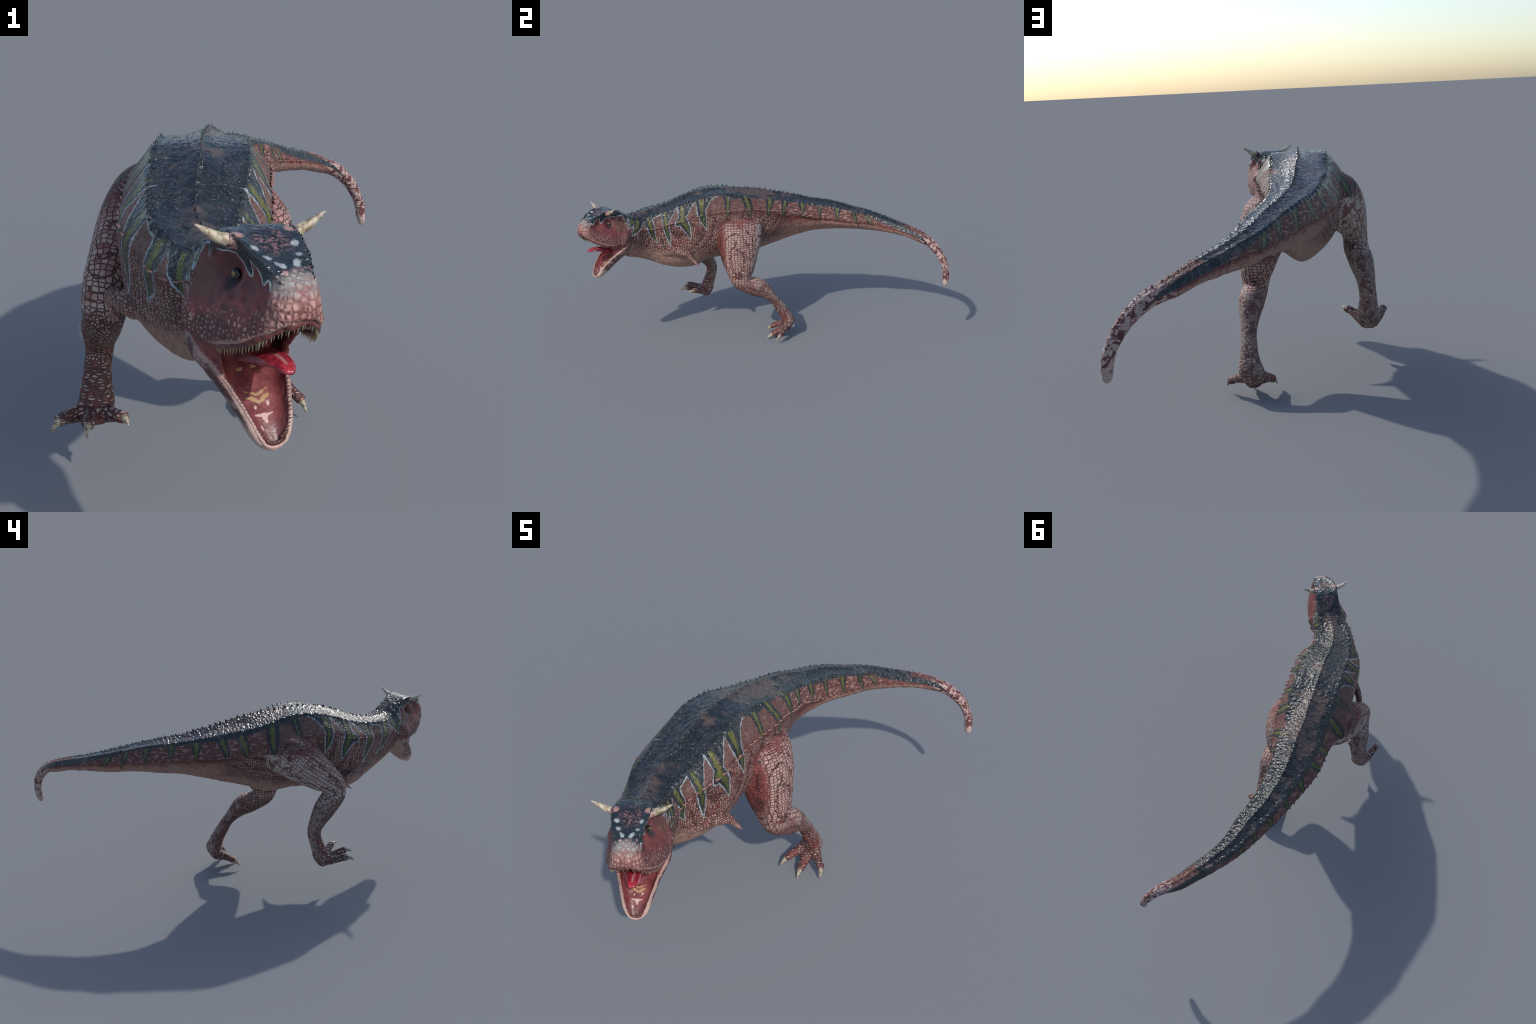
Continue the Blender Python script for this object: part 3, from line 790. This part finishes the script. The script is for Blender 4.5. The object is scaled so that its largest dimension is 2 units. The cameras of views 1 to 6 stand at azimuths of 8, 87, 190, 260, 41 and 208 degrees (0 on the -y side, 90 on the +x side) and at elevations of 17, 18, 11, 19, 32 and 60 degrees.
        snout = n.step(n.mad(mid, .035, n.mad(al, -.22, f)), .118, .141)
        sc = n.mix(n.step(n.mad(u, 1., n.mul(mid, .02)), -.050, -.028), n.mix(btone, (.56,.33,.28,1), (.46,.24,.21,1)), (.33,.35,.33,1))
        sc = n.mix(n.step(mid, .52, .74), sc, (.33,.13,.12,1))
        sc = n.mix(n.mul(n.step(big, .45, .6), .35), sc, (.24,.09,.085,1))
        sc = n.mix(n.mul(n.inv(block), n.mad(n.step(u, -.045, -.075), .35, .5)), sc, (.12,.045,.042,1))
        pre = n.mul(n.step(f, .098, .120), n.step(al, .040, .030))
        hc = n.mix(n.mul(pre, n.mul(block, n.step(btone, .25, .5))), hc, n.mix(n.step(f, .105, .125), (.36,.14,.15,1), (.50,.30,.28,1)))
        hc = n.mix(snout, hc, sc)
        # lip edge, eye surround
        hc = n.mix(n.mul(n.step(abovelip, .008, .002), n.step(f, -.02, .04)), hc, (.36,.22,.19,1))
        eye_d = n.vm("LENGTH", n.vm("MULTIPLY", n.vm("SUBTRACT", hv, (.001, .052, -.061)), (1., 1., .66)))
        hc = n.mix(n.mul(n.step(n.mad(fine, .016, n.mad(mid, .018, eye_d)), .0420, .0230), .90), hc, (.020,.024,.030,1))
        hc = n.mix(n.step(n.vm("LENGTH", n.vm("MULTIPLY", n.vm("SUBTRACT", hv, (.131, .040, -.047)), (1., .6, .6))), .0042, .0026), hc, (.012,.008,.008,1))
        col = n.mix(on_head, col, hc)
        shiny = n.mix(on_head, shiny, n.mul(is_crown, n.inv(snout)))
        head_scales = n.mul(on_head, n.m("ADD", n.mul(cheek, .8), snout, clamp=True))
    grit = n.noise(P, 210., 2., .6); lump = n.noise(n.vm("MULTIPLY", P, (.75, 1.25, 1.)), 64., 2., .5)
    rest = n.inv(shiny)
    if kind == "head":
        rest = n.mul(rest, n.inv(on_head))
    nrm = n.bump(n.mad(cell, .6, n.mul(fine, .5)), .0036, rest)
    nrm = n.bump(n.mad(grit, .10, n.mul(lump, 1.)), .0085, shiny, nrm)
    if kind == "head":
        nrm = n.bump(n.mad(dots, .6, n.mul(fine, .3)), .0020, head_scales, nrm)
    rg = n.mad(shiny, -.37, .58)
    return n.finish(col, rg, nrm, n.mad(shiny, .06, .40))

def jaw_material():
    n = Net("skin_of_lower_jaw"); P, X, Y, Z = n.pos(); f, l, u = head_coords(n); al = n.absv(l)
    df, du = n.sub(f, JAW_AT[0]), n.sub(u, JAW_AT[1])
    q = n.add(n.mul(df, JAW_D[0]), n.mul(du, JAW_D[1])); k = n.add(n.mul(df, JAW_N[0]), n.mul(du, JAW_N[1]))
    mid = n.noise(P, 45., 3., .6); fine = n.noise(P, 140., 3.)
    cell, tone, edge = scale_grid(n, P, .0085, .7)
    c = n.mix(n.step(mid, .47, .62), (.115,.048,.047,1), (.33,.22,.195,1))
    c = n.mix(n.mul(n.inv(cell), .35), c, (.07,.03,.03,1))
    rimh = n.curve(q, [r[0] for r in JAW], [r[2] for r in JAW])
    under = n.step(n.mad(mid, .012, k), -.008, -.028)
    c = n.mix(n.mul(under, .8), c, n.mix(fine, BELLY, (.30,.16,.13,1)))
    c = n.mix(n.mul(n.step(n.mad(mid, .05, q), .165, .215), .85), c, (.55,.38,.32,1))
    c = n.mix(n.mul(n.step(n.mad(mid, .006, n.sub(k, rimh)), -.001, .004), .7), c, (.44,.28,.24,1))
    c = n.mix(n.mul(n.mul(n.step(n.sub(k, rimh), -.003, -.006), n.step(n.sub(k, rimh), -.017, -.011)), n.mul(n.step(mid, .62, .5), n.step(q, .20, .15))), c, (.085,.035,.036,1))
    return n.finish(c, .5, n.bump(n.add(n.mul(cell, .4), n.mul(fine, .5)), .0014, .8), .45)

def mouth_material():
    n = Net("wet_mouth_lining"); P, X, Y, Z = n.pos(); f, l, u = head_coords(n); al = n.absv(l)
    df, du = n.sub(f, JAW_AT[0]), n.sub(u, JAW_AT[1])
    q = n.add(n.mul(df, JAW_D[0]), n.mul(du, JAW_D[1])); k = n.add(n.mul(df, JAW_N[0]), n.mul(du, JAW_N[1]))
    a = n.noise(P, 40., 4., .6); b = n.noise(P, 120., 3.)
    c = n.mix(n.step(a, .35, .68), (.135,.028,.030,1), (.235,.062,.058,1))
    c = n.mix(n.mul(n.step(q, .165, .19), .6), c, (.12,.045,.045,1))
    ql = n.xyz(q, al)
    jagged = n.mad(b, .009, -.0045)
    low = n.step(k, .025, .012)
    y = n.low(n.chain(ql, [(.128,.0,.0026), (.119,.021,.0012)]), n.chain(ql, [(.142,.0,.0030), (.134,.013,.0040), (.131,.021,.0014)]))
    y = n.low(y, n.chain(ql, [(.074,.012,.0032), (.075,.017,.002)]))
    c = n.mix(n.mul(n.step(n.add(y, jagged), .001, -.001), n.mul(low, .85)), c, (.40,.26,.12,1))
    w = n.low(n.low(n.chain(ql, [(.179,.0,.0015), (.169,.001,.0058)]), n.chain(ql, [(.168,.0,.0030), (.165,.016,.0014)])), n.low(n.chain(n.xyz(q, l), [(.150,-.012,.0024), (.152,-.012,.002)]), n.low(n.chain(n.xyz(q, l), [(.146,.015,.0030), (.149,.013,.0015)]), n.chain(n.xyz(q, l), [(.184,-.013,.0018), (.192,-.011,.001)]))))
    c = n.mix(n.mul(n.step(n.add(w, jagged), .001, -.001), low), c, (.55,.36,.32,1))
    return n.finish(c, .38, n.bump(n.add(a, n.mul(b, .4)), .003, .5), .5)

def plain(name, c0, c1, rough, scale=60., bump=.001, spec=.5, stretch=(1, 1, 1), lo=.4, hi=.66, **kw):
    n = Net(name); P = n.pos()[0]
    V = n.vm("MULTIPLY", P, stretch)
    a = n.noise(V, scale, 4., .6); b = n.noise(V, scale*3, 3., .6)
    c = n.mix(n.step(n.mad(b, .3, n.mul(a, .8)), lo, hi), tuple(c0) + (1,), tuple(c1) + (1,))
    return n.finish(c, rough, n.bump(n.add(a, n.mul(b, .5)), bump, .7), spec, **kw)

M_HEAD, M_BODY, M_LEG, M_FOOT = skin_material("head"), skin_material("body"), skin_material("leg"), skin_material("foot")
M_JAW, M_MOUTH = jaw_material(), mouth_material()
M_HORN = plain("weathered_horn", (.50,.43,.32), (.19,.135,.08), .5, 62., .0022, lo=.50, hi=.70)
M_COLLAR = plain("horn_base_skin", (.40,.22,.20), (.06,.045,.05), .5, 70., .002, lo=.46, hi=.62)
M_CLAW = plain("worn_claw", (.44,.38,.27), (.16,.13,.09), .45, 120., .001, lo=.45, hi=.65)
M_TOOTH = plain("stained_tooth", (.40,.36,.22), (.13,.115,.06), .35, 150., .0004)
M_GUM = plain("gum", (.20,.062,.055), (.095,.028,.028), .35, 70., .001)
M_SPIKE = plain("dark_spike", (.028,.032,.036), (.17,.13,.11), .42, 45., .001, lo=.55, hi=.74)
M_KEEL = plain("pale_spike", (.36,.19,.165), (.13,.055,.05), .5, 90., .001, lo=.5, hi=.7)
M_TAILSPIKE = plain("red_spike", (.26,.09,.08), (.45,.30,.27), .5, 60., .001)
M_LID = plain("eyelid", (.020,.022,.026), (.05,.045,.045), .4, 150., .001)
# ------------------------------------------------------------------ split the skin into named parts
root = bpy.data.objects.new("horned_dinosaur", None)
bpy.context.scene.collection.objects.link(root)
root.location = (-.002, 0, -.001)
root["label"] = "roaring red two-horned dinosaur with dark striped spiny back"
root["category"] = "dinosaur"

me = skin_me
me.polygons.foreach_set("use_smooth", [True] * len(me.polygons)); me.update()
vn = np.empty(len(me.vertices) * 3, np.float32); me.vertices.foreach_get("normal", vn); vn = vn.reshape(-1, 3)
fc = co[quad].mean(1)
fD = {k: d[quad].mean(1) for k, d in D.items()}
key = list(fD)
lab = np.array([key.index(k) for k in key])[np.argmin(np.array([fD[k] for k in key]), axis=0)]
lab = np.array(key, dtype=object)[lab]
s_all = fc[:, 1] + (fc[:, 0] - np.interp(fc[:, 1], KS, K_X)) * np.interp(fc[:, 1], KS, K_G)
v_all = fc[:, 2] - np.interp(s_all, KS, K_Z) + np.maximum(-(fc[:, 0] - np.interp(s_all, KS, K_X)), 0) * np.interp(s_all, KS, K_R)
part = np.empty(len(fc), dtype=object)
part[:] = "torso"
for side in "LR":
    leg = (lab == "leg_" + side) & (v_all < -.135)
    part[leg] = "leg_" + side
    low = (fc[:, 2] < .215) & (fc[:, 1] > .0) if side == "L" else (fc[:, 2] < .29) & (fc[:, 1] < -.25)
    part[(lab == "foot_" + side) | (leg & low)] = "foot_" + side
    part[lab == "arm_" + side] = "arm_" + side
tor = part == "torso"
part[tor & (s_all > .12)] = "tail"
part[tor & (s_all < -.60)] = "neck"
part[lab == "head"] = "head"
hl = (fc - HEAD_AT) @ HEAD_F; hll = (fc - HEAD_AT) @ HEAD_L; hu = (fc - HEAD_AT) @ UP
part[(part == "neck") & (hl > -.130) & (hu > -.20)] = "head"
part[lab == "jaw"] = "jaw"
# inside of the mouth
tag_pts, tag_val = [], []
for sh, tags in ((head_shell, head_tag), (jaw_shell, jaw_tag)):
    tv = sh.verts(); tg = np.array(tags, float)
    qd = np.array([f for f in sh.f if len(f) == 4])
    tag_pts += [tv, tv[qd].mean(1)]; tag_val += [tg, tg[qd].mean(1)]
for sh in folds:
    tag_pts.append(densify(sh)[1]); tag_val.append(np.ones(len(tag_pts[-1])))
tag_pts, tag_val = np.vstack(tag_pts), np.concatenate(tag_val)
kd = kd_of(tag_pts)
hl = (fc - HEAD_AT) @ HEAD_F; hll = (fc - HEAD_AT) @ HEAD_L; hu = (fc - HEAD_AT) @ UP
for i in np.where((lab == "head") | (lab == "jaw") | (lab == "fold"))[0]:
    outer_cheek = lab[i] == "head" and hu[i] > np.interp(hl[i], [-.10, -.03, .02, .07, .10, .14], [-.155, -.166, -.154, -.137, -.120, -.095]) and abs(hll[i]) > .03 and (vn[quad[i]].mean(0) @ HEAD_L) * np.sign(hll[i]) > .2
    if tag_val[kd.find(fc[i])[1]] > .5 and not outer_cheek:
        part[i] = "mouth"
front_cap = (lab == "torso") & (hl > -.118) & (hu < -.10) & (hu > -.27) & (np.abs(hll) < .085) & ((vn[quad].mean(1) @ HEAD_F) > .3)
part[front_cap] = "mouth"

def part_object(name, mask, mat, parent):
    f = quad[mask]
    used, inv_ = np.unique(f.ravel(), return_inverse=True)
    ob = new_object(name, co[used], inv_.reshape(-1, 4), [mat], parent)
    ob.data.normals_split_custom_set_from_vertices([tuple(x) for x in vn[used]])
    return ob

PARTS = {}
for key_, name, mat in (("torso", "torso", M_BODY), ("tail", "tail", M_BODY), ("neck", "neck", M_BODY), ("head", "head", M_HEAD), ("jaw", "lower_jaw", M_JAW),
                        ("mouth", "mouth_lining", M_MOUTH), ("leg_L", "leg", M_LEG), ("leg_R", "leg", M_LEG), ("foot_L", "foot", M_FOOT), ("foot_R", "foot", M_FOOT),
                        ("arm_L", "arm", M_BODY), ("arm_R", "arm", M_BODY)):
    if (part == key_).any():
        PARTS[key_] = part_object(name, part == key_, mat, root)
PARTS["mouth"].parent = PARTS["head"]
bpy.data.meshes.remove(skin_me)

# ------------------------------------------------------------------ horns, claws, teeth, tongue, eyes
def curved_cone(path, n_len=18, n_round=14, flat=1., power=.85, up=(0, 0, 1), wobble=0.):
    """path: base, mid, tip points; radius at base given as 4th number of the first point"""
    r0 = path[0][3]
    p = smooth_path([q[:3] for q in path], n_len); t = np.linspace(0, 1, n_len)
    tang = np.gradient(p, axis=0); a = np.linspace(0, 2*np.pi, n_round, endpoint=False)
    u = unit(up); rings = []
    for i in range(n_len):
        d = unit(tang[i]); u = unit(u - d*(u @ d)); w = np.cross(d, u)
        r = r0 * max(1 - t[i], .03)**power * (1 + wobble * math.sin(9*t[i] + 2*math.sin(5*t[i])))
        rings.append(p[i] + np.outer(np.cos(a)*r*flat, w) + np.outer(np.sin(a)*r, u))
    sh = Shell().loft(np.array(rings))
    return sh

for sgn in (1, -1):
    b = head_point(.006, sgn*.043, .002); m1 = head_point(.004, sgn*.080, .014); tp = head_point(.0058, sgn*.1215, .0395)
    sh = curved_cone([(*b, .0142), (*m1, 0), (*tp, 0)], 30, 20, 1.05, .58, wobble=.04)
    new_object("horn", sh.verts(), sh.f, [M_HORN], PARTS["head"])
    ring = tube([(*head_point(.006, sgn*.050, .0035), .0165, .0140), (*head_point(.0055, sgn*.056, .0055), .0150, .0140), (*head_point(.0055, sgn*.0600, .0070), .0136, .0130)], 10, 20)
    new_object("horn_collar", ring.verts(), ring.f, [M_COLLAR], PARTS["head"])

for side, toes in (("L", TOES_L), ("R", TOES_R)):
    for rows, tip in toes:
        base = np.array(rows[-1][:3]); tip = np.array(tip); prev = np.array(rows[-2][:3])
        d0 = unit(base - prev)
        st = base + d0*.002
        mid_ = (st + tip)/2 + d0*.004 + UP*.003
        sh = curved_cone([(*st, .0128), (*mid_, 0), (*tip, 0)], 16, 14, .9, .75)
        new_object("claw", sh.verts(), sh.f, [M_CLAW], PARTS["foot_" + side])

for side in "LR":
    for sh in FINGERS[side]:
        new_object("finger", sh.verts(), sh.f, [M_KEEL], PARTS["arm_" + side])

def lip_at(f):
    i = np.argmin(abs(hr[:, 0] - f)); return hr[i, 8], hr[i, 9]
def lip_curve(inset, drop, f_back, count):
    """points along the upper lip from the left corner round the snout to the right"""
    fs = f_back + (.1490 - f_back) * np.sin(np.linspace(0, np.pi/2, count))**.9
    L = []
    for f in fs:
        l, u = lip_at(f); L.append((f - inset*1.1*smoothstep(.112, .152, f), max(l - inset, .0), u - drop))
    left = np.array(L); right = left[::-1][1:] * [1, -1, 1]
    return np.vstack([left, right])
def as_world(c): return np.array([head_point(*q) for q in c])

gum_c = lip_curve(.0075, .0035, -.005, 26)
gp = as_world(gum_c)
size = .35 + .65*smoothstep(-.01, .04, gum_c[:, 0])
gum = tube([(*p, .0044*k, .0074*k) for p, k in zip(gp, size)], 90, 12)
new_object("gum", gum.verts(), gum.f, [M_GUM], PARTS["head"])

def tooth_mesh(name):
    sh = curved_cone([(0, 0, .15, .21), (0, .05, -.45, 0), (0, -.10, -1.0, 0)], 9, 8, .85, .62)
    m_ = new_object(name, sh.verts(), sh.f, [M_TOOTH]); d = m_.data; bpy.data.objects.remove(m_); return d
tooth_me = tooth_mesh("tooth")
r_t = random.Random(5)
def place(mesh, name, at, x_axis, z_axis, scale, parent):
    z = unit(z_axis); x = unit(np.asarray(x_axis) - z*(np.asarray(x_axis) @ z)); y = np.cross(z, x)
    ob = bpy.data.objects.new(name, mesh); bpy.context.scene.collection.objects.link(ob)
    sx, sy, sz = scale if np.ndim(scale) else (scale,)*3
    ob.matrix_world = Matrix([[x[0]*sx, y[0]*sy, z[0]*sz, at[0]], [x[1]*sx, y[1]*sy, z[1]*sz, at[1]], [x[2]*sx, y[2]*sy, z[2]*sz, at[2]], [0, 0, 0, 1]])
    ob.parent = parent
    return ob

tc = smooth_path(as_world(lip_curve(.0085, .0095, .012, 26)), 200)
arc = np.r_[0, np.cumsum(np.linalg.norm(np.diff(tc, axis=0), axis=1))]
n_up = 50
for i in range(n_up):
    a = arc[-1] * (i + .5 + r_t.uniform(-.18, .18)) / n_up
    j = int(np.searchsorted(arc, a)); j = min(max(j, 1), len(tc) - 2)
    t = unit(tc[j+1] - tc[j-1]); edge_ = min(i, n_up - 1 - i) / (n_up/2)
    ln = (.0085 + .0065*math.sin(min(edge_*1.6, 1)*math.pi*.75)) * r_t.uniform(.75, 1.12)
    place(tooth_me, "tooth", tc[j], t, UP + HEAD_F*.12 + vec(*[r_t.uniform(-.06, .06) for _ in range(3)]), (ln*.75, ln*.75, ln), PARTS["head"])

def rim_at(q):
    i = np.argmin(abs(jr[:, 0] - q)); return jr[i, 1], jr[i, 2]
def jaw_curve(inset, rise, q_back, count):
    qs = q_back + (.2200 - q_back) * np.sin(np.linspace(0, np.pi/2, count))**.9
    L = []
    for q in qs:
        l, k = rim_at(q); L.append((q - inset*.9*smoothstep(.185, .220, q), max(l - inset, 0), k + rise))
    left = np.array(L); right = left[::-1][1:] * [1, -1, 1]
    return np.array([jaw_point(*p) for p in np.vstack([left, right])])
jg = jaw_curve(.0095, -.0030, .075, 24)
gum = tube([(*p, .0030, .0042) for p in jg], 90, 10)
new_object("gum", gum.verts(), gum.f, [M_GUM], PARTS["jaw"])
lipc = []
for q in np.r_[np.linspace(-.004, .19, 24), np.linspace(.196, .2225, 10)]:
    l, k = rim_at(q); th_ = min(.013, l*.35); lipc.append((q, l - th_*.66, k - .0004))
lipc = np.array(lipc); lipc = np.vstack([lipc, lipc[::-1] * [1, -1, 1]])
lip = tube([(*jaw_point(*p_), .0030, .0030) for p_ in lipc], 120, 10)
new_object("lip", lip.verts(), lip.f, [M_JAW], PARTS["jaw"])
tc = smooth_path(jaw_curve(.0095, .0005, .085, 24), 200)
arc = np.r_[0, np.cumsum(np.linalg.norm(np.diff(tc, axis=0), axis=1))]
jaw_up = HEAD_F*JAW_N[0] + UP*JAW_N[1]
LEAN = .12
n_lo = 44
for i in range(n_lo):
    a = arc[-1] * (i + .5 + r_t.uniform(-.2, .2)) / n_lo
    j = min(max(int(np.searchsorted(arc, a)), 1), len(tc) - 2)
    ln = .0118 * r_t.uniform(.7, 1.15)
    out_ = unit(np.cross(unit(tc[j+1] - tc[j-1]), jaw_up))
    place(tooth_me, "tooth", tc[j], unit(tc[j+1] - tc[j-1]), -(jaw_up + out_*LEAN + (HEAD_F*JAW_D[0] + UP*JAW_D[1])*.12) + vec(*[r_t.uniform(-.08, .08) for _ in range(3)]), (ln*.72, ln*.72, ln), PARTS["jaw"])

def tongue_material():
    n = Net("wet_tongue"); P, X, Y, Z = n.pos(); f, l, u = head_coords(n)
    a = n.noise(P, 60., 3.); e, c_, t_ = n.cells(P, 75., 1.)
    c = n.mix(n.step(a, .38, .62), (.40,.032,.052,1), (.20,.012,.024,1))
    c = n.mix(n.mul(n.step(e, .09, .01), .6), c, (.11,.015,.035,1))
    c = n.mix(n.mul(n.mul(n.step(n.add(n.absv(n.sub(l, .004)), n.mul(a, .004)), .0062, .0035), n.step(f, .02, .05)), n.mul(n.step(f, .104, .090), .75)), c, (.50,.27,.26,1))
    c = n.mix(n.mul(n.step(n.absv(n.sub(n.absv(l), .0235)), .004, .001), .5), c, (.40,.22,.25,1))
    return n.finish(c, .28, n.bump(n.add(a, n.mul(e, .6)), .0025, .5), .5)
TONGUE = [(-.060,-.235,.026,.013), (-.010,-.212,.029,.0145), (.035,-.198,.0285,.0130), (.070,-.190,.0255,.0110), (.095,-.190,.0195,.0085), (.110,-.193,.0120,.0055), (.1155,-.1945,.0060,.0030)]
tp = smooth_path([(f, 0, u, w, h) for f, u, w, h in TONGUE], 40)
rings = []
a = np.linspace(0, 2*np.pi, 28, endpoint=False)
tt = np.gradient(tp[:, [0, 2]], axis=0)
for i in range(40):
    d = tt[i]/np.linalg.norm(tt[i]); nn = vec(-d[1], 0, d[0])
    x = np.cos(a)*tp[i, 3]; y = np.sin(a)*tp[i, 4]
    y = y - np.where(np.sin(a) > 0, 1, 0)*np.exp(-(x/(.18*tp[i, 3]+1e-4))**2)*tp[i, 4]*.35
    rings.append([head_point(tp[i, 0] + nn[0]*yy, xx + .004, tp[i, 2] + nn[2]*yy) for xx, yy in zip(x, y)])
sh = Shell().loft(np.array(rings))
new_object("tongue", sh.verts(), sh.f, [tongue_material()], PARTS["head"])

throat = Shell().loft(np.array([[head_point(-.062 + .040*math.cos(t), .070*math.sin(t)*math.cos(q_), -.192 + .050*math.sin(t)*math.sin(q_) - .25*.040*math.cos(t)) for q_ in np.linspace(0, 2*np.pi, 32, endpoint=False)] for t in np.linspace(.05, math.pi - .05, 22)]))
new_object("throat", throat.verts(), throat.f, [M_MOUTH], PARTS["head"])

def eye_material():
    n = Net("golden_eye"); P, X, Y, Z = n.pos()
    r = n.vm("LENGTH", n.xyz(X, Y)); a = n.noise(P, 900., 3.)
    c = n.mix(n.step(n.mad(a, .002, r), .0054, .0044), (.012,.010,.009,1), n.mix(a, (.55,.36,.04,1), (.30,.15,.02,1)))
    c = n.mix(n.step(n.vm("LENGTH", n.xyz(n.mul(X, 2.6), Y)),   .0034, .0024), c, (.004,.004,.004,1))
    return n.finish(c, .12, None, .6)
def ball(rad, nu=24, nv=14):
    th = np.linspace(0, np.pi, nv)[1:-1]
    return Shell().loft(np.array([[(rad*math.sin(t)*math.cos(p), rad*math.sin(t)*math.sin(p), rad*math.cos(t)) for p in np.linspace(0, 2*np.pi, nu, endpoint=False)] for t in th])[::-1])
eb = ball(.0088); eye_ob = new_object("eye", eb.verts(), eb.f, [eye_material()]); eye_me = eye_ob.data; bpy.data.objects.remove(eye_ob)
for sgn in (1, -1):
    look = unit(HEAD_L*sgn + HEAD_F*.30 + UP*.05)
    place(eye_me, "eye", head_point(.001, sgn*.0420, -.053), HEAD_F*sgn, look, 1., PARTS["head"])
    c0 = head_point(.001, sgn*.0420, -.053) + look*.0058
    x = unit(HEAD_F - look*(HEAD_F @ look)); y = np.cross(look, x)
    for wy, drop in ((1, 0), (-1, 0)):
        pts = [c0 + x*.0084*math.cos(t) + y*wy*(.0060*math.sin(t)) - look*(.0026*abs(math.cos(t))) for t in np.linspace(.0, math.pi, 9)]
        lid = tube([(*p, .0021, .0026) for p in pts], 20, 8)
        new_object("eyelid", lid.verts(), lid.f, [M_LID], PARTS["head"])

# ------------------------------------------------------------------ rows of spikes
def spike_mesh(name, lean, flat, mat):
    sh = curved_cone([(0, 0, -.25, .5), (0, lean*.35, .45, 0), (0, lean, 1.0, 0)], 7, 8, flat, .8, up=(0, 1, 0))
    o = new_object(name, sh.verts(), sh.f, [mat]); d = o.data; bpy.data.objects.remove(o); return d
fin_me = spike_mesh("spike", .45, .45, M_SPIKE)
keel_me = spike_mesh("keel_spike", .95, .55, M_KEEL)
red_me = spike_mesh("tail_spike", .45, .5, M_TAILSPIKE)
loose = {M_SPIKE.name: ([], []), M_KEEL.name: ([], []), M_TAILSPIKE.name: ([], [])}
named = 0
r_s = random.Random(11)
def spike(mesh, at, nrm, tang, height, length):
    """stand one spike on the skin, leaning towards the tail; the smallest ones are joined"""
    global named
    z = unit(nrm); y = unit(tang - z*(tang @ z)); x = np.cross(y, z)
    if named < 290 and height >= .0052:
        named += 1
        who = PARTS["neck"] if at[1] < -.64 else PARTS["torso"] if at[1] < .12 else PARTS["tail"]
        place(mesh, "spike", at, x, z, (length, length, height), who)
    else:
        V, F = loose[mesh.materials[0].name]
        off = sum(len(q) for q in V)
        mv = np.array([q.co for q in mesh.vertices]) * [length, length, height]
        V.append(at + mv[:, :1]*x + mv[:, 1:2]*y + mv[:, 2:]*z)
        F.extend([[i + off for i in p.vertices] for p in mesh.polygons])

t_end = BODY_T[-1]
def along(kind, side, t0, t1, gap, height, length, mesh, red_from=None):
    t = t0
    while t < t1:
        k = float(np.interp(t, [0, .25, .9, 1.4, t_end], [.75, 1, .85, .55, .38])) * r_s.uniform(.75, 1.2)
        p, nrm, tg = body_row(kind, side, t + r_s.uniform(-.2, .2)*gap)
        m_ = red_me if red_from and t > red_from else mesh
        spike(m_, p - nrm*.0012, nrm + tg*.12 + vec(*[r_s.uniform(-.12, .12) for _ in range(3)]), tg, height*k, length*k)
        t += gap * (.45 + .55*float(np.interp(t, [0, .9, t_end], [1, .9, .45])))
t_red = float(np.interp(.80, BMID[:, 1][:150], BODY_T[:150]))
along("ridge", 0, .0, t_end - .02, .030, .0150, .020, fin_me, t_red)
for sd in (1, -1):
    along("dorsal", sd, .0, t_red + .02, .029, .0125, .019, fin_me)
    along("keel", sd, .05, t_red - .06, .034, .0115, .0155, keel_me)
    along("dorsal", sd, t_red + .02, t_end - .02, .024, .0085, .013, red_me)
# small thorns on the brow edges
for sgn in (1, -1):
    for f in np.linspace(.0, .125, 17):
        i = np.argmin(abs(hr[:, 0] - f))
        p = head_point(f, sgn*hr[i, 2]*1.0, hr[i, 3] - .0005)
        spike(fin_me, p, UP*.7 + HEAD_L*sgn*.7, -HEAD_F, .0045*r_s.uniform(.6, 1.2), .008)
# tubercles strewn over the dark back
def scatter(count):
    idx = np.where(((part == "torso") | (part == "tail") | (part == "neck")) & (v_all > np.interp(s_all, [-.8, -.6, .0, .6], [-.012, -.022, -.035, -.015])) & (s_all < .72))[0]
    wgt = np.interp(s_all[idx], [-.8, -.3, .3, .7], [1., 1., .7, .4]); wgt /= wgt.sum()
    rr = np.random.RandomState(3)
    for i in rr.choice(idx, count, replace=False, p=wgt):
        nf = unit(vn[quad[i]].mean(0)); sz = rr.uniform(.0014, .0036)
        tg = BTAN[int(np.argmin(np.abs(BMID[:, 1] - fc[i, 1])))]
        spike(fin_me, fc[i], nf, tg + rr.normal(0, .3, 3), sz*.6, sz*2.2)
scatter(1100)
for mname, (V, F) in loose.items():
    if V:
        o = new_object("small_spikes", np.vstack(V), F, [bpy.data.materials[mname]], PARTS["torso"]); o["kind"] = "stuff"
for m_ in list(bpy.data.meshes):
    if m_.users == 0: bpy.data.meshes.remove(m_)
